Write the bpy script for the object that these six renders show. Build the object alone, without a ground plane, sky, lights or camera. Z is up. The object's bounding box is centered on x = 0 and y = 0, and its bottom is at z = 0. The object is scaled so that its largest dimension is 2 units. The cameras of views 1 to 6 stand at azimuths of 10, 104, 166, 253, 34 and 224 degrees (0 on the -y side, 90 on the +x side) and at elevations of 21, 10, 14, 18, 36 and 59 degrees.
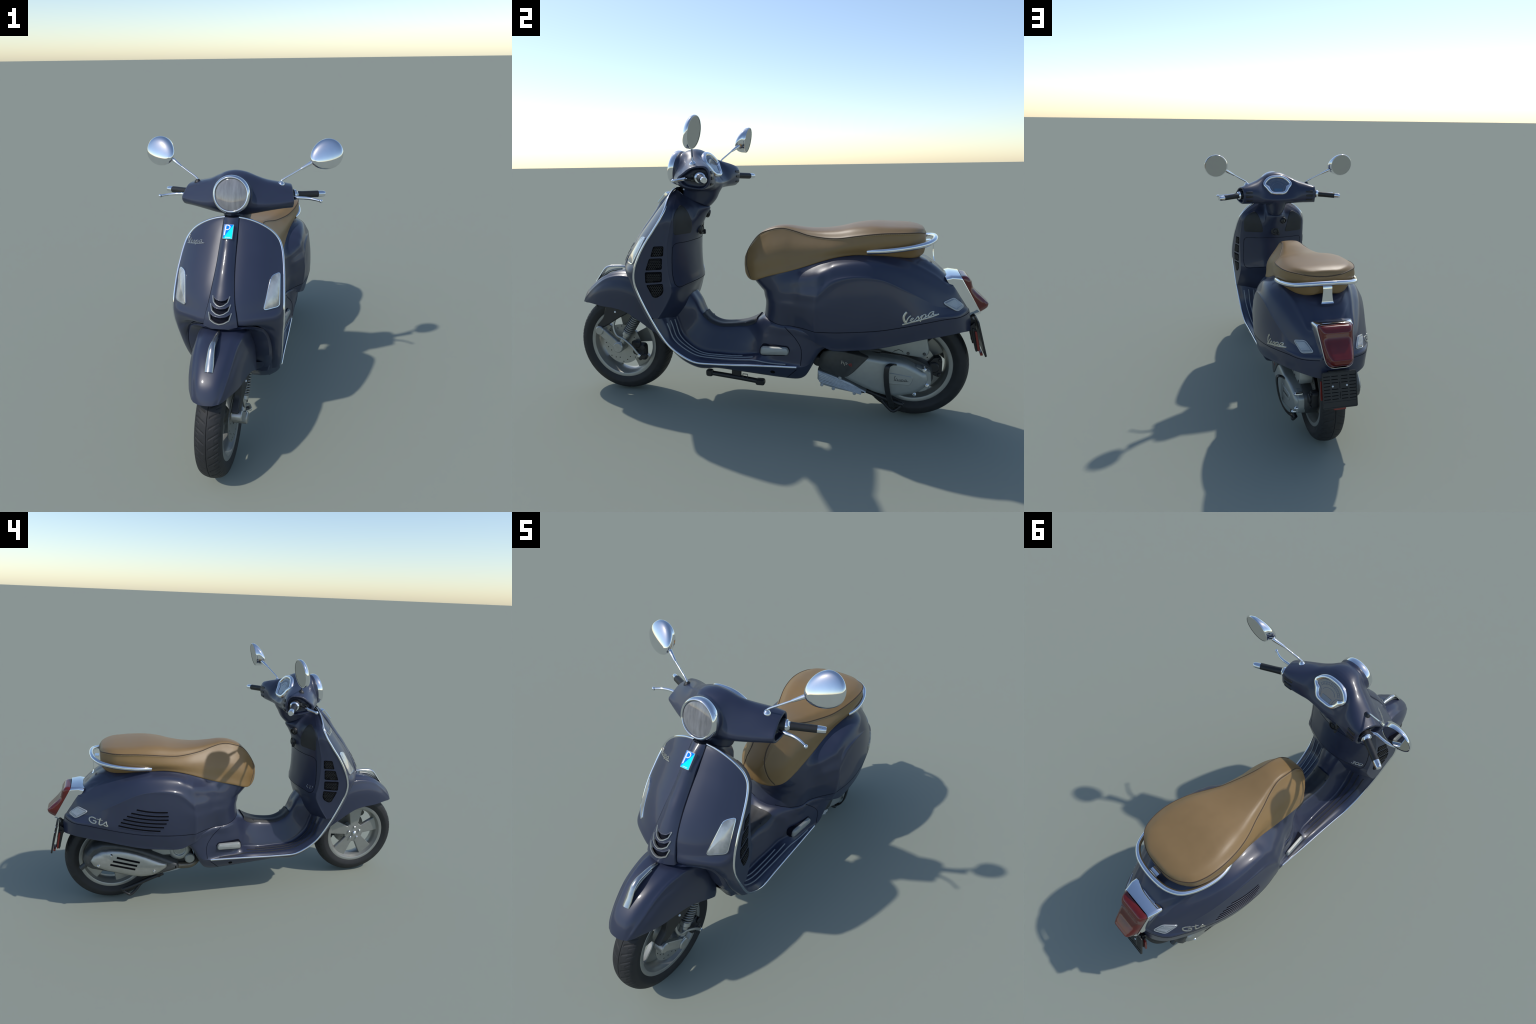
import bpy, bmesh, math
import numpy as np
from mathutils import Vector, Matrix
from mathutils.bvhtree import BVHTree

# ------------------------------------------------------------------ scene root
for o in list(bpy.data.objects):
    bpy.data.objects.remove(o)
COL = bpy.context.scene.collection
ROOT = bpy.data.objects.new("motor_scooter", None)
COL.objects.link(ROOT)
ROOT["label"] = "dark blue retro motor scooter with tan seat and chrome trim"
ROOT["category"] = "scooter"
A = np.array

# ------------------------------------------------------------------ materials
def material(name, color, rough=0.4, metal=0.0, coat=0.0, vary=0.06, scale=30.0, bump=0.0, bump_scale=300.0,
             spec=0.5, transmission=0.0, alpha_mix=None, sheen=0.0, rough_vary=0.05, coat_rough=0.05):
    m = bpy.data.materials.new(name)
    m.use_nodes = True
    nt = m.node_tree
    b = nt.nodes["Principled BSDF"]
    tc = nt.nodes.new("ShaderNodeTexCoord")
    nz = nt.nodes.new("ShaderNodeTexNoise")
    nz.inputs["Scale"].default_value = scale
    nz.inputs["Detail"].default_value = 4
    nt.links.new(tc.outputs["Object"], nz.inputs["Vector"])
    ramp = nt.nodes.new("ShaderNodeValToRGB")
    c = A(color)
    ramp.color_ramp.elements[0].position = 0.3
    ramp.color_ramp.elements[1].position = 0.7
    ramp.color_ramp.elements[0].color = (*np.clip(c * (1 - vary), 0, 1), 1)
    ramp.color_ramp.elements[1].color = (*np.clip(c * (1 + vary), 0, 1), 1)
    nt.links.new(nz.outputs["Fac"], ramp.inputs["Fac"])
    nt.links.new(ramp.outputs["Color"], b.inputs["Base Color"])
    mr = nt.nodes.new("ShaderNodeMapRange")
    mr.inputs["To Min"].default_value = max(0.0, rough - rough_vary)
    mr.inputs["To Max"].default_value = rough + rough_vary
    nt.links.new(nz.outputs["Fac"], mr.inputs["Value"])
    nt.links.new(mr.outputs["Result"], b.inputs["Roughness"])
    b.inputs["Metallic"].default_value = metal
    b.inputs["Specular IOR Level"].default_value = spec
    b.inputs["Coat Weight"].default_value = coat
    b.inputs["Coat Roughness"].default_value = coat_rough
    b.inputs["Transmission Weight"].default_value = transmission
    b.inputs["Sheen Weight"].default_value = sheen
    if bump > 0:
        n2 = nt.nodes.new("ShaderNodeTexNoise")
        n2.inputs["Scale"].default_value = bump_scale
        nt.links.new(tc.outputs["Object"], n2.inputs["Vector"])
        bp = nt.nodes.new("ShaderNodeBump")
        bp.inputs["Strength"].default_value = bump
        bp.inputs["Distance"].default_value = 0.001
        nt.links.new(n2.outputs["Fac"], bp.inputs["Height"])
        nt.links.new(bp.outputs["Normal"], b.inputs["Normal"])
    return m

PAINT = material("navy_paint", (0.026, 0.0325, 0.063), rough=0.38, coat=0.3, vary=0.03, scale=8, rough_vary=0.02, coat_rough=0.08, spec=0.4)
SEAM = material("seam_shadow_gap", (0.005, 0.006, 0.013), rough=0.7, spec=0.15)
CHROME = material("chrome", (0.80, 0.81, 0.83), rough=0.06, metal=1.0, vary=0.02, rough_vary=0.02)
SATIN = material("satin_aluminium", (0.40, 0.40, 0.375), rough=0.38, metal=0.75, vary=0.06, scale=60, rough_vary=0.05)
WHEEL = material("wheel_silver", (0.34, 0.34, 0.315), rough=0.4, metal=0.6, vary=0.04, scale=40)
CAST = material("cast_aluminium", (0.34, 0.355, 0.34), rough=0.42, metal=0.55, vary=0.03, scale=80, bump=0.05, bump_scale=600)
RUBBER = material("tyre_rubber", (0.020, 0.020, 0.021), rough=0.62, vary=0.15, scale=50, bump=0.2, bump_scale=800, spec=0.4)
BLACK = material("black_plastic", (0.014, 0.014, 0.015), rough=0.45, vary=0.1, scale=60, bump=0.1, bump_scale=900)
MATBLACK = material("rubber_mat", (0.020, 0.021, 0.023), rough=0.55, vary=0.1, scale=60, bump=0.2, bump_scale=900)
DARK = material("dark_cavity", (0.004, 0.004, 0.005), rough=0.9, spec=0.08)
GREY = material("dark_grey_metal", (0.06, 0.062, 0.062), rough=0.42, metal=0.3, vary=0.1, scale=60)
STRIP = material("floor_strip_grey", (0.27, 0.29, 0.31), rough=0.35, metal=0.1)
SEAT = material("tan_leather", (0.250, 0.153, 0.060), rough=0.42, vary=0.03, scale=18, bump=0.25, bump_scale=500, spec=0.45)
PIPING = material("seat_piping", (0.065, 0.038, 0.018), rough=0.55)
THREAD = material("seat_thread", (0.36, 0.27, 0.17), rough=0.7)
GLASSY = material("headlight_glass", (0.23, 0.23, 0.24), rough=0.08, metal=0.0, coat=1.0, vary=0.0)
PEG = material("peg_alloy", (0.34, 0.35, 0.33), rough=0.5, metal=0.3)
CREST = material("brushed_chrome", (0.52, 0.52, 0.51), rough=0.22, metal=0.95, vary=0.03)
STEEL = material("spring_steel", (0.22, 0.22, 0.21), rough=0.35, metal=0.6)
SIGNAL_DARK = material("rear_signal_lens", (0.22, 0.235, 0.25), rough=0.15, metal=0.2, coat=0.8)
RIB = material("lens_rib", (0.50, 0.52, 0.53), rough=0.2, metal=0.3)
SIGNAL = material("signal_lens", (0.42, 0.43, 0.42), rough=0.12, metal=0.35, coat=0.8, vary=0.10, scale=40)
RED = material("red_lens", (0.125, 0.008, 0.006), rough=0.14, coat=0.3, vary=0.10, scale=25)
REFLECTOR = material("red_reflector", (0.22, 0.018, 0.012), rough=0.35, vary=0.08)
MIRROR = material("mirror_glass", (0.50, 0.51, 0.51), rough=0.02, metal=1.0, vary=0.0, rough_vary=0.0)
DIAL = material("dial_face", (0.070, 0.095, 0.145), rough=0.12, coat=0.8)  # base lightened and blued: sky reflection of the gauge glass tinted into the face
DIALLINE = material("dial_marking", (0.15, 0.175, 0.22), rough=0.3)
LCD = material("display_blue", (0.050, 0.12, 0.21), rough=0.15, coat=0.6)
LETTER = material("letter_silver", (0.46, 0.45, 0.40), rough=0.28, metal=0.8)
WHITE = material("badge_white", (0.80, 0.82, 0.82), rough=0.3)
CYAN = material("badge_cyan", (0.0, 0.85, 0.97), rough=0.5, spec=0.05)
BLUE = material("badge_blue", (0.0, 0.22, 0.85), rough=0.5, spec=0.05)
BROWNPIPE = material("exhaust_pipe", (0.16, 0.14, 0.11), rough=0.4, metal=0.7, vary=0.2, scale=25)

# red lens and headlight glass get richer procedural structure
def lens_bands(m, axis, scale, c0, c1):
    nt = m.node_tree
    b = nt.nodes["Principled BSDF"]
    tc = nt.nodes.new("ShaderNodeTexCoord")
    mp = nt.nodes.new("ShaderNodeMapping")
    mp.inputs["Scale"].default_value = axis
    w = nt.nodes.new("ShaderNodeTexNoise")
    w.inputs["Scale"].default_value = scale
    w.inputs["Detail"].default_value = 3
    r = nt.nodes.new("ShaderNodeValToRGB")
    r.color_ramp.elements[0].position = 0.35
    r.color_ramp.elements[1].position = 0.65
    r.color_ramp.elements[0].color = (*c0, 1)
    r.color_ramp.elements[1].color = (*c1, 1)
    nt.links.new(tc.outputs["Object"], mp.inputs["Vector"])
    nt.links.new(mp.outputs["Vector"], w.inputs["Vector"])
    nt.links.new(w.outputs["Fac"], r.inputs["Fac"])
    nt.links.new(r.outputs["Color"], b.inputs["Base Color"])

lens_bands(GLASSY, (1.0, 0.2, 0.25), 55, (0.15, 0.15, 0.155), (0.24, 0.24, 0.25))
lens_bands(SIGNAL, (0.7, 0.7, 0.5), 30, (0.30, 0.31, 0.30), (0.52, 0.53, 0.52))

# ------------------------------------------------------------------ mesh helpers
def apply_mods(ob):
    dg = bpy.context.evaluated_depsgraph_get()
    dg.update()
    me = bpy.data.meshes.new_from_object(ob.evaluated_get(dg))
    ob.modifiers.clear()
    old = ob.data
    ob.data = me
    bpy.data.meshes.remove(old)
    return ob

def part(name, verts, faces, mat, parent=None, angle=40.0, flip=False, solid=0.0, solid_off=-1.0, recalc=True):
    me = bpy.data.meshes.new(name)
    verts = [tuple(map(float, v)) for v in verts]
    faces = [tuple(int(i) for i in f) for f in faces]
    if flip:
        faces = [f[::-1] for f in faces]
    me.from_pydata(verts, [], faces)
    bm = bmesh.new()
    bm.from_mesh(me)
    bmesh.ops.remove_doubles(bm, verts=bm.verts, dist=1e-6)
    bmesh.ops.dissolve_degenerate(bm, edges=bm.edges, dist=1e-7)
    if recalc:
        bmesh.ops.recalc_face_normals(bm, faces=bm.faces)
    bm.to_mesh(me)
    bm.free()
    ob = bpy.data.objects.new(name, me)
    COL.objects.link(ob)
    ob.parent = parent or ROOT
    if solid:
        md = ob.modifiers.new("s", "SOLIDIFY")
        md.thickness = solid
        md.offset = solid_off
        apply_mods(ob)
    finish(ob, mat, angle)
    return ob

def finish(ob, mat, angle=40.0):
    me = ob.data
    me.materials.clear()
    me.materials.append(mat)
    me.polygons.foreach_set("use_smooth", [True] * len(me.polygons))
    if angle is not None:
        me.set_sharp_from_angle(angle=math.radians(angle))
    me.update()

def knots(P, power=0.6):
    d = np.linalg.norm(np.diff(P, axis=0), axis=-1)
    if d.ndim > 1:
        d = d.mean(axis=tuple(range(1, d.ndim)))
    d = np.maximum(d, 1e-5) ** power
    return np.concatenate([[0], np.cumsum(d)])

def spline(P, k, closed=False, t=None):
    """smooth interpolation of P (m, ...) along axis 0, k samples per span"""
    P = np.asarray(P, float)
    if closed:
        P = np.concatenate([P[-3:], P, P[:4]])
        t = knots(P)
        lo, hi = 3, len(P) - 4
    else:
        t = knots(P) if t is None else t
        lo, hi = 0, len(P) - 1
    h = np.diff(t)
    sh = (-1,) + (1,) * (P.ndim - 1)
    s = np.diff(P, axis=0) / h.reshape(sh)
    m = np.empty_like(P)
    m[1:-1] = (s[1:] * h[:-1].reshape(sh) + s[:-1] * h[1:].reshape(sh)) / (h[1:] + h[:-1]).reshape(sh)
    m[0] = 1.5 * s[0] - 0.5 * m[1] if len(P) > 2 else s[0]
    m[-1] = 1.5 * s[-1] - 0.5 * m[-2] if len(P) > 2 else s[-1]
    out = []
    for i in range(lo, hi):
        for u in np.arange(k) / k:
            h00, h10, h01, h11 = 2*u**3-3*u**2+1, u**3-2*u**2+u, -2*u**3+3*u**2, u**3-u**2
            out.append(h00*P[i] + h10*h[i]*m[i] + h01*P[i+1] + h11*h[i]*m[i+1])
    if not closed:
        out.append(P[-1])
    return A(out)

def resample(path, n):
    path = np.asarray(path, float)
    d = np.concatenate([[0], np.cumsum(np.linalg.norm(np.diff(path, axis=0), axis=1))])
    tt = np.linspace(0, d[-1], n)
    return np.stack([np.interp(tt, d, path[:, i]) for i in range(path.shape[1])], 1)

def mirror_net(net, centre="first"):
    """net (rows, cols, 3) for x >= 0; the centre column lies on x = 0"""
    net = np.asarray(net, float)
    if centre == "last":
        net = net[:, ::-1]
    m = net[:, 1:][:, ::-1] * A([-1, 1, 1])
    return np.concatenate([m, net], axis=1)

def crisp(net, axis, i, f=0.12):
    net = np.moveaxis(np.asarray(net, float), axis, 0)
    a, b, c = net[i-1], net[i], net[i+1]
    new = np.concatenate([net[:i], [b + (a-b)*f], [b], [b + (c-b)*f], net[i+1:]])
    return np.moveaxis(new, 0, axis)

def grid_faces(R, C, closed_c=False, closed_r=False, base=0):
    f = []
    for r in range(R if closed_r else R-1):
        r2 = (r+1) % R
        for c in range(C if closed_c else C-1):
            c2 = (c+1) % C
            f.append((base+r*C+c, base+r*C+c2, base+r2*C+c2, base+r2*C+c))
    return f

def surface(net, kr, kc, closed_c=False):
    g = spline(net, kr)
    g = np.swapaxes(spline(np.swapaxes(g, 0, 1), kc, closed=closed_c), 0, 1)
    return g

def grid_mesh(g, closed_c=False, cap=False):
    R, C = g.shape[:2]
    f = grid_faces(R, C, closed_c)
    if cap:
        f += [tuple(range(C))[::-1], tuple(range((R-1)*C, R*C))]
    return g.reshape(-1, 3), f

def combine(*ms):
    V, F, n = [], [], 0
    for v, f in ms:
        V.extend(list(v))
        F.extend([tuple(i + n for i in q) for q in f])
        n += len(v)
    return V, F

def mx(m):
    v, f = m
    return A(v) * A([-1, 1, 1]), [q[::-1] for q in f]

def frames(path, up=(0, 0, 1), closed=False):
    path = np.asarray(path, float)
    T = np.gradient(path, axis=0)
    if closed:
        T = np.roll(path, -1, 0) - np.roll(path, 1, 0)
    T /= np.linalg.norm(T, axis=1, keepdims=True)
    up = np.asarray(up, float)
    N = []
    n = up - T[0] * (up @ T[0])
    if np.linalg.norm(n) < 1e-3:
        n = A([1.0, 0.3, 0.1]) - T[0] * (A([1.0, 0.3, 0.1]) @ T[0])
    for t in T:
        n = n - t * (n @ t)
        n /= np.linalg.norm(n)
        N.append(n)
    N = A(N)
    return T, N, np.cross(T, N)

def tube(path, r, seg=14, closed=False, flat=1.0, up=(0, 0, 1), cap=True):
    path = np.asarray(path, float)
    T, N, B = frames(path, up, closed)
    r = np.broadcast_to(np.asarray(r, float), (len(path),))
    a = np.linspace(0, 2*np.pi, seg, endpoint=False)
    g = path[:, None] + r[:, None, None] * (np.cos(a)[None, :, None]*B[:, None] + flat*np.sin(a)[None, :, None]*N[:, None])
    R, C = g.shape[:2]
    f = grid_faces(R, C, True, closed)
    if cap and not closed:
        f += [tuple(range(C))[::-1], tuple(range((R-1)*C, R*C))]
    return g.reshape(-1, 3), f

def ribbon(path, normals, w, h, sink=0.001):
    """flat strip on a surface: width w (scalar/array), raised h above it"""
    path, normals = np.asarray(path, float), np.asarray(normals, float)
    T = np.gradient(path, axis=0)
    T /= np.linalg.norm(T, axis=1, keepdims=True) + 1e-12
    S = np.cross(T, normals)
    S /= np.linalg.norm(S, axis=1, keepdims=True) + 1e-12
    w = np.broadcast_to(np.asarray(w, float), (len(path),))[:, None] / 2
    rows = [path - S*w - normals*sink, path - S*w + normals*h*0.7, path - S*w*0.7 + normals*h,
            path + S*w*0.7 + normals*h, path + S*w + normals*h*0.7, path + S*w - normals*sink]
    g = np.stack(rows, 1)
    R, C = g.shape[:2]
    return g.reshape(-1, 3), grid_faces(R, C, True) + [tuple(range(C))[::-1], tuple(range((R-1)*C, R*C))]

def axis_frame(d):
    d = np.asarray(d, float) / np.linalg.norm(d)
    a = A([0, 0, 1.0]) if abs(d[2]) < 0.9 else A([0, 1.0, 0])
    u = np.cross(a, d)
    u /= np.linalg.norm(u)
    return u, np.cross(d, u), d

def lathe(profile, origin, axis, n=48, closed=False):
    """profile: list of (radius, height along axis)"""
    u, v, d = axis_frame(axis)
    a = np.linspace(0, 2*np.pi, n, endpoint=False)
    ring = np.cos(a)[:, None]*u + np.sin(a)[:, None]*v
    pr = A(profile, float) if not isinstance(profile, np.ndarray) else profile
    g = np.asarray(origin, float) + pr[:, 0][:, None, None]*ring[None] + pr[:, 1][:, None, None]*d
    R, C = g.shape[:2]
    f = grid_faces(R, C, True, closed)
    return g.reshape(-1, 3), f

def cylinder(a, b, r, bevel=0.002, n=24, r2=None):
    a, b = A(a, float), A(b, float)
    L = np.linalg.norm(b-a)
    r2 = r if r2 is None else r2
    bevel = min(bevel, r*0.5, r2*0.5, L*0.4)
    return lathe([(1e-5, 0), (r-bevel, 0), (r, bevel), (r2, L-bevel), (r2-bevel, L), (1e-5, L)], a, b-a, n)

def round_poly(pts, r, seg=5):
    rl = list(r) if hasattr(r, '__len__') else [r]*len(pts)
    pts = [A(p, float) for p in pts]
    out = []
    n = len(pts)
    for i in range(n):
        p, a, b = pts[i], pts[i-1], pts[(i+1) % n]
        da, db = a-p, b-p
        la, lb = np.linalg.norm(da), np.linalg.norm(db)
        d = min(rl[i], la*0.45, lb*0.45)
        s, e = p + da/la*d, p + db/lb*d
        for t in np.linspace(0, 1, seg):
            out.append((1-t)**2*s + 2*t*(1-t)*p + t*t*e)
    return A(out)

def inset2(P, d):
    P = np.asarray(P, float)
    T = np.roll(P, -1, 0) - np.roll(P, 1, 0)
    T /= np.linalg.norm(T, axis=1, keepdims=True) + 1e-12
    area = 0.5*np.sum(P[:, 0]*np.roll(P[:, 1], -1) - np.roll(P[:, 0], -1)*P[:, 1])
    N = np.stack([-T[:, 1], T[:, 0]], 1) * np.sign(area)
    return P + N*d

def prism(outline, levels, frame):
    """levels: list of (inset, height); frame maps (u, v, h arrays) -> xyz"""
    rows = []
    for ins, h in levels:
        q = inset2(outline, ins) if ins else np.asarray(outline, float)
        rows.append(frame(q[:, 0], q[:, 1], np.full(len(q), h)))
    g = A(rows)
    return grid_mesh(g, True, True)

def fx(sign=1.0):
    return lambda u, v, h: np.stack([sign*h, u, v], -1)

def box(c, s, bevel=0.003, axis="x"):
    c, s = A(c, float), A(s, float)/2
    if axis == "x":
        o = round_poly([(-s[1], -s[2]), (s[1], -s[2]), (s[1], s[2]), (-s[1], s[2])], bevel*2)
        f = lambda u, v, h: np.stack([c[0]+h, c[1]+u, c[2]+v], -1)
        t = s[0]
    elif axis == "y":
        o = round_poly([(-s[0], -s[2]), (s[0], -s[2]), (s[0], s[2]), (-s[0], s[2])], bevel*2)
        f = lambda u, v, h: np.stack([c[0]+u, c[1]+h, c[2]+v], -1)
        t = s[1]
    else:
        o = round_poly([(-s[0], -s[1]), (s[0], -s[1]), (s[0], s[1]), (-s[0], s[1])], bevel*2)
        f = lambda u, v, h: np.stack([c[0]+u, c[1]+v, c[2]+h], -1)
        t = s[2]
    b = min(bevel, t*0.6)
    return prism(o, [(b, -t), (0, -t+b), (0, t-b), (b, t)], f)

def bvh_of(*obs):
    V, F = [], []
    for o in obs:
        n = len(V)
        V += [v.co.copy() for v in o.data.vertices]
        F += [tuple(i+n for i in p.vertices) for p in o.data.polygons]
    return BVHTree.FromPolygons(V, F)

class Caster:
    """projects 2D points on to a surface along a fixed direction"""
    def __init__(self, bvh, origin, u, v, d):
        self.b, self.o, self.u, self.v, self.d = bvh, A(origin, float), A(u, float), A(v, float), A(d, float)
        self.d = self.d/np.linalg.norm(self.d)
    def __call__(self, pts):
        P, N, last = [], [], None
        for a, b in pts:
            s = self.o + a*self.u + b*self.v
            hit = self.b.ray_cast(Vector(s), Vector(self.d))
            if hit[0] is None:
                hit = self.b.find_nearest(Vector(s + self.d*1.0))
            n = A(hit[1])
            if n @ self.d > 0:
                n = -n
            P.append(A(hit[0])); N.append(n)
        return A(P), A(N)

def caster(bvh, side):
    if side == "left":
        return Caster(bvh, (1.2, 0, 0), (0, 1, 0), (0, 0, 1), (-1, 0, 0))
    if side == "right":
        return Caster(bvh, (-1.2, 0, 0), (0, 1, 0), (0, 0, 1), (1, 0, 0))
    if side == "front":
        return Caster(bvh, (0, -2, 0), (1, 0, 0), (0, 0, 1), (0, 1, 0))
    if side == "rear":
        return Caster(bvh, (0, 0.25, 0), (1, 0, 0), (0, 0, 1), (0, -1, 0))
    if side == "tail":
        return Caster(bvh, (0, 2, 0), (1, 0, 0), (0, 0, 1), (0, -1, 0))
    if side == "top":
        return Caster(bvh, (0, 0, 2), (1, 0, 0), (0, 1, 0), (0, 0, -1))

def drape(outline, cast, h=0.003, bevel=0.004, sink=0.002, rings=4, dome=0.0, hn=None):
    """star-shaped panel laid on a surface"""
    o = np.asarray(outline, float)
    c = o.mean(0)
    size = np.linalg.norm(o-c, axis=1).mean()
    b = bevel/size
    scales = [(1.0, -sink), (1.0, max(h-bevel*0.5, h*0.4)), (1-b*0.5, h*0.9), (1-b, h)]
    for i in range(1, rings+1):
        s = (1-b)*(1-i/rings)
        scales.append((max(s, 1e-3), h + dome*(1-(s/(1-b))**2)))
    rows = []
    for s, hh in scales:
        P, N = cast(c + (o-c)*s)
        if hn is not None:
            N = np.broadcast_to(A(hn, float), N.shape)
        rows.append(P + N*hh)
    g = A(rows)
    R, C = g.shape[:2]
    return g.reshape(-1, 3), grid_faces(R, C, True) + [tuple(range((R-1)*C, R*C))]

def line_on(path, cast, w, h, n=None, sink=0.001, k=8):
    p = spline(A(path, float), k) if len(path) > 2 else A(path, float)
    if n:
        p = resample(p, n)
    P, N = cast(p)
    return ribbon(P, N, w, h, sink)

def joined(name, ms, mat, parent=None, angle=40.0, stuff=False):
    ob = part(name, *combine(*ms), mat, parent, angle)
    if stuff:
        ob["kind"] = "stuff"
    return ob

def inside(p, poly):
    x, y = p
    c = False
    for (x1, y1), (x2, y2) in zip(poly, list(poly[1:]) + [poly[0]]):
        if (y1 > y) != (y2 > y) and x < (x2-x1)*(y-y1)/(y2-y1)+x1:
            c = not c
    return c

# ------------------------------------------------------------------ leg shield
TRIM = A([(0.030, -0.431, 1.042), (0.075, -0.427, 1.033), (0.122, -0.423, 1.015), (0.165, -0.418, 0.988), (0.191, -0.416, 0.962),
          (0.208, -0.421, 0.938), (0.218, -0.432, 0.912), (0.2255, -0.450, 0.882), (0.2305, -0.470, 0.851), (0.236, -0.497, 0.812),
          (0.241, -0.531, 0.752), (0.2445, -0.556, 0.692), (0.2455, -0.564, 0.645), (0.244, -0.560, 0.606), (0.240, -0.551, 0.574),
          (0.235, -0.529, 0.519), (0.229, -0.497, 0.450), (0.221, -0.461, 0.380), (0.213, -0.419, 0.317), (0.207, -0.362, 0.270),
          (0.202, -0.300, 0.241), (0.198, -0.200, 0.237), (0.197, -0.100, 0.240), (0.198, 0.000, 0.246), (0.196, 0.187, 0.252)])
trim_path = spline(TRIM, 6)

def trim_at(z, lower=False):
    m = trim_path[:, 2]
    seg = trim_path[:trim_path[:, 2].argmin()]
    zz = seg[::-1, 2]
    return A([np.interp(z, zz, seg[::-1, i]) for i in range(3)])

# front skin, upper: horizontal sections between the trim and the centre line
zc = A([0.640, 0.666, 0.700, 0.747, 0.808, 0.885, 0.963, 1.042])
yc = A([-0.694, -0.692, -0.684, -0.664, -0.625, -0.563, -0.499, -0.437])
def centre_y(z):
    s = spline(np.stack([zc, yc], 1), 8)
    return np.interp(z, s[:, 0], s[:, 1])

fr = A([1.0, 0.955, 0.86, 0.64, 0.36, 0.17, 0.0])
rows = []
for z in (1.040, 1.028, 1.010, 0.985, 0.960, 0.935, 0.905, 0.870, 0.830, 0.790, 0.745, 0.700):
    e = trim_at(z)
    x = e[0]*fr
    y = e[1] + (centre_y(z)-e[1])*(1-fr**2.25)
    rows.append(np.stack([x, y, np.full_like(x, z)], 1))
flank = A([
    [(0.2450, -0.563, 0.655), (0.2360, -0.588, 0.660), (0.2130, -0.619, 0.664), (0.1560, -0.656, 0.669), (0.0880, -0.683, 0.672), (0.0420, -0.691, 0.673), (0.0, -0.693, 0.673)],
    [(0.2440, -0.560, 0.612), (0.2355, -0.583, 0.617), (0.2160, -0.611, 0.627), (0.1650, -0.644, 0.645), (0.0950, -0.678, 0.654), (0.0450, -0.690, 0.654), (0.0, -0.693, 0.654)],
    [(0.2400, -0.550, 0.574), (0.2340, -0.572, 0.577), (0.2220, -0.595, 0.585), (0.1900, -0.620, 0.607), (0.1400, -0.648, 0.632), (0.0800, -0.679, 0.645), (0.0400, -0.690, 0.647)],
    [(0.2375, -0.540, 0.545), (0.2320, -0.560, 0.545), (0.2220, -0.582, 0.551), (0.2030, -0.600, 0.566), (0.1780, -0.612, 0.587), (0.1500, -0.626, 0.612), (0.1200, -0.645, 0.628)],
    [(0.2345, -0.525, 0.512), (0.2300, -0.544, 0.511), (0.2220, -0.562, 0.513), (0.2100, -0.574, 0.519), (0.1980, -0.581, 0.530), (0.1860, -0.588, 0.552), (0.1680, -0.604, 0.590)],
    [(0.2305, -0.505, 0.468), (0.2265, -0.525, 0.466), (0.2185, -0.541, 0.466), (0.2080, -0.551, 0.468), (0.2000, -0.556, 0.473), (0.1940, -0.561, 0.483), (0.1880, -0.577, 0.525)],
    [(0.2250, -0.479, 0.415), (0.2210, -0.498, 0.412), (0.2130, -0.511, 0.410), (0.2030, -0.518, 0.409), (0.1960, -0.521, 0.410), (0.1900, -0.524, 0.416), (0.1880, -0.535, 0.440)],
    [(0.2190, -0.450, 0.364), (0.2140, -0.466, 0.359), (0.2060, -0.476, 0.356), (0.1970, -0.481, 0.354), (0.1890, -0.483, 0.353), (0.1820, -0.485, 0.355), (0.1790, -0.492, 0.368)],
    [(0.2150, -0.430, 0.336), (0.2090, -0.445, 0.328), (0.2000, -0.454, 0.323), (0.1910, -0.458, 0.320), (0.1830, -0.460, 0.319), (0.1750, -0.462, 0.319), (0.1690, -0.465, 0.322)]])
for r_ in range(len(flank)):
    k_ = np.interp(flank[r_, 0, 2], [0.40, 0.60, 0.66], [0.72, 0.70, 0.72])
    flank[r_, :, 1] = flank[r_, 0, 1] + (flank[r_, :, 1]-flank[r_, 0, 1])*(k_ if r_ > 1 else A([1, 0.8, 0.82, 0.92, 1, 1, 1]) if r_ == 1 else A([1, 0.92, 0.92, 0.96, 1, 1, 1]))
skin = surface(np.concatenate([A(rows), flank]), 6, 6)
sm_ = grid_mesh(skin)
shield = part("leg_shield", *combine(sm_, mx(sm_)), PAINT, angle=60, solid=0.004, solid_off=0)

# wheel well behind the arch
arch = spline(A([(0.0, -0.693, 0.652), (0.045, -0.690, 0.649), (0.080, -0.679, 0.646), (0.120, -0.636, 0.629), (0.150, -0.606, 0.609), (0.170, -0.584, 0.588),
                 (0.186, -0.562, 0.545), (0.191, -0.545, 0.486), (0.189, -0.521, 0.430), (0.180, -0.482, 0.366), (0.169, -0.466, 0.322)]), 5)
well = []
for s_, dy, dz in [(1.0, 0.0, 0.0), (0.985, 0.0, -0.003), (0.94, -0.014, -0.004), (0.80, -0.016, -0.006), (0.45, -0.005, -0.008), (0.0, 0.010, -0.010)]:
    q = arch*A([s_, 1, 1]) + A([0, dy, dz])
    well.append(q)
g = A(well)
well_m = grid_mesh(g)
part("wheel_well", *combine(well_m, mx(well_m)), PAINT, angle=50, solid=0.002, solid_off=0)

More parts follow.
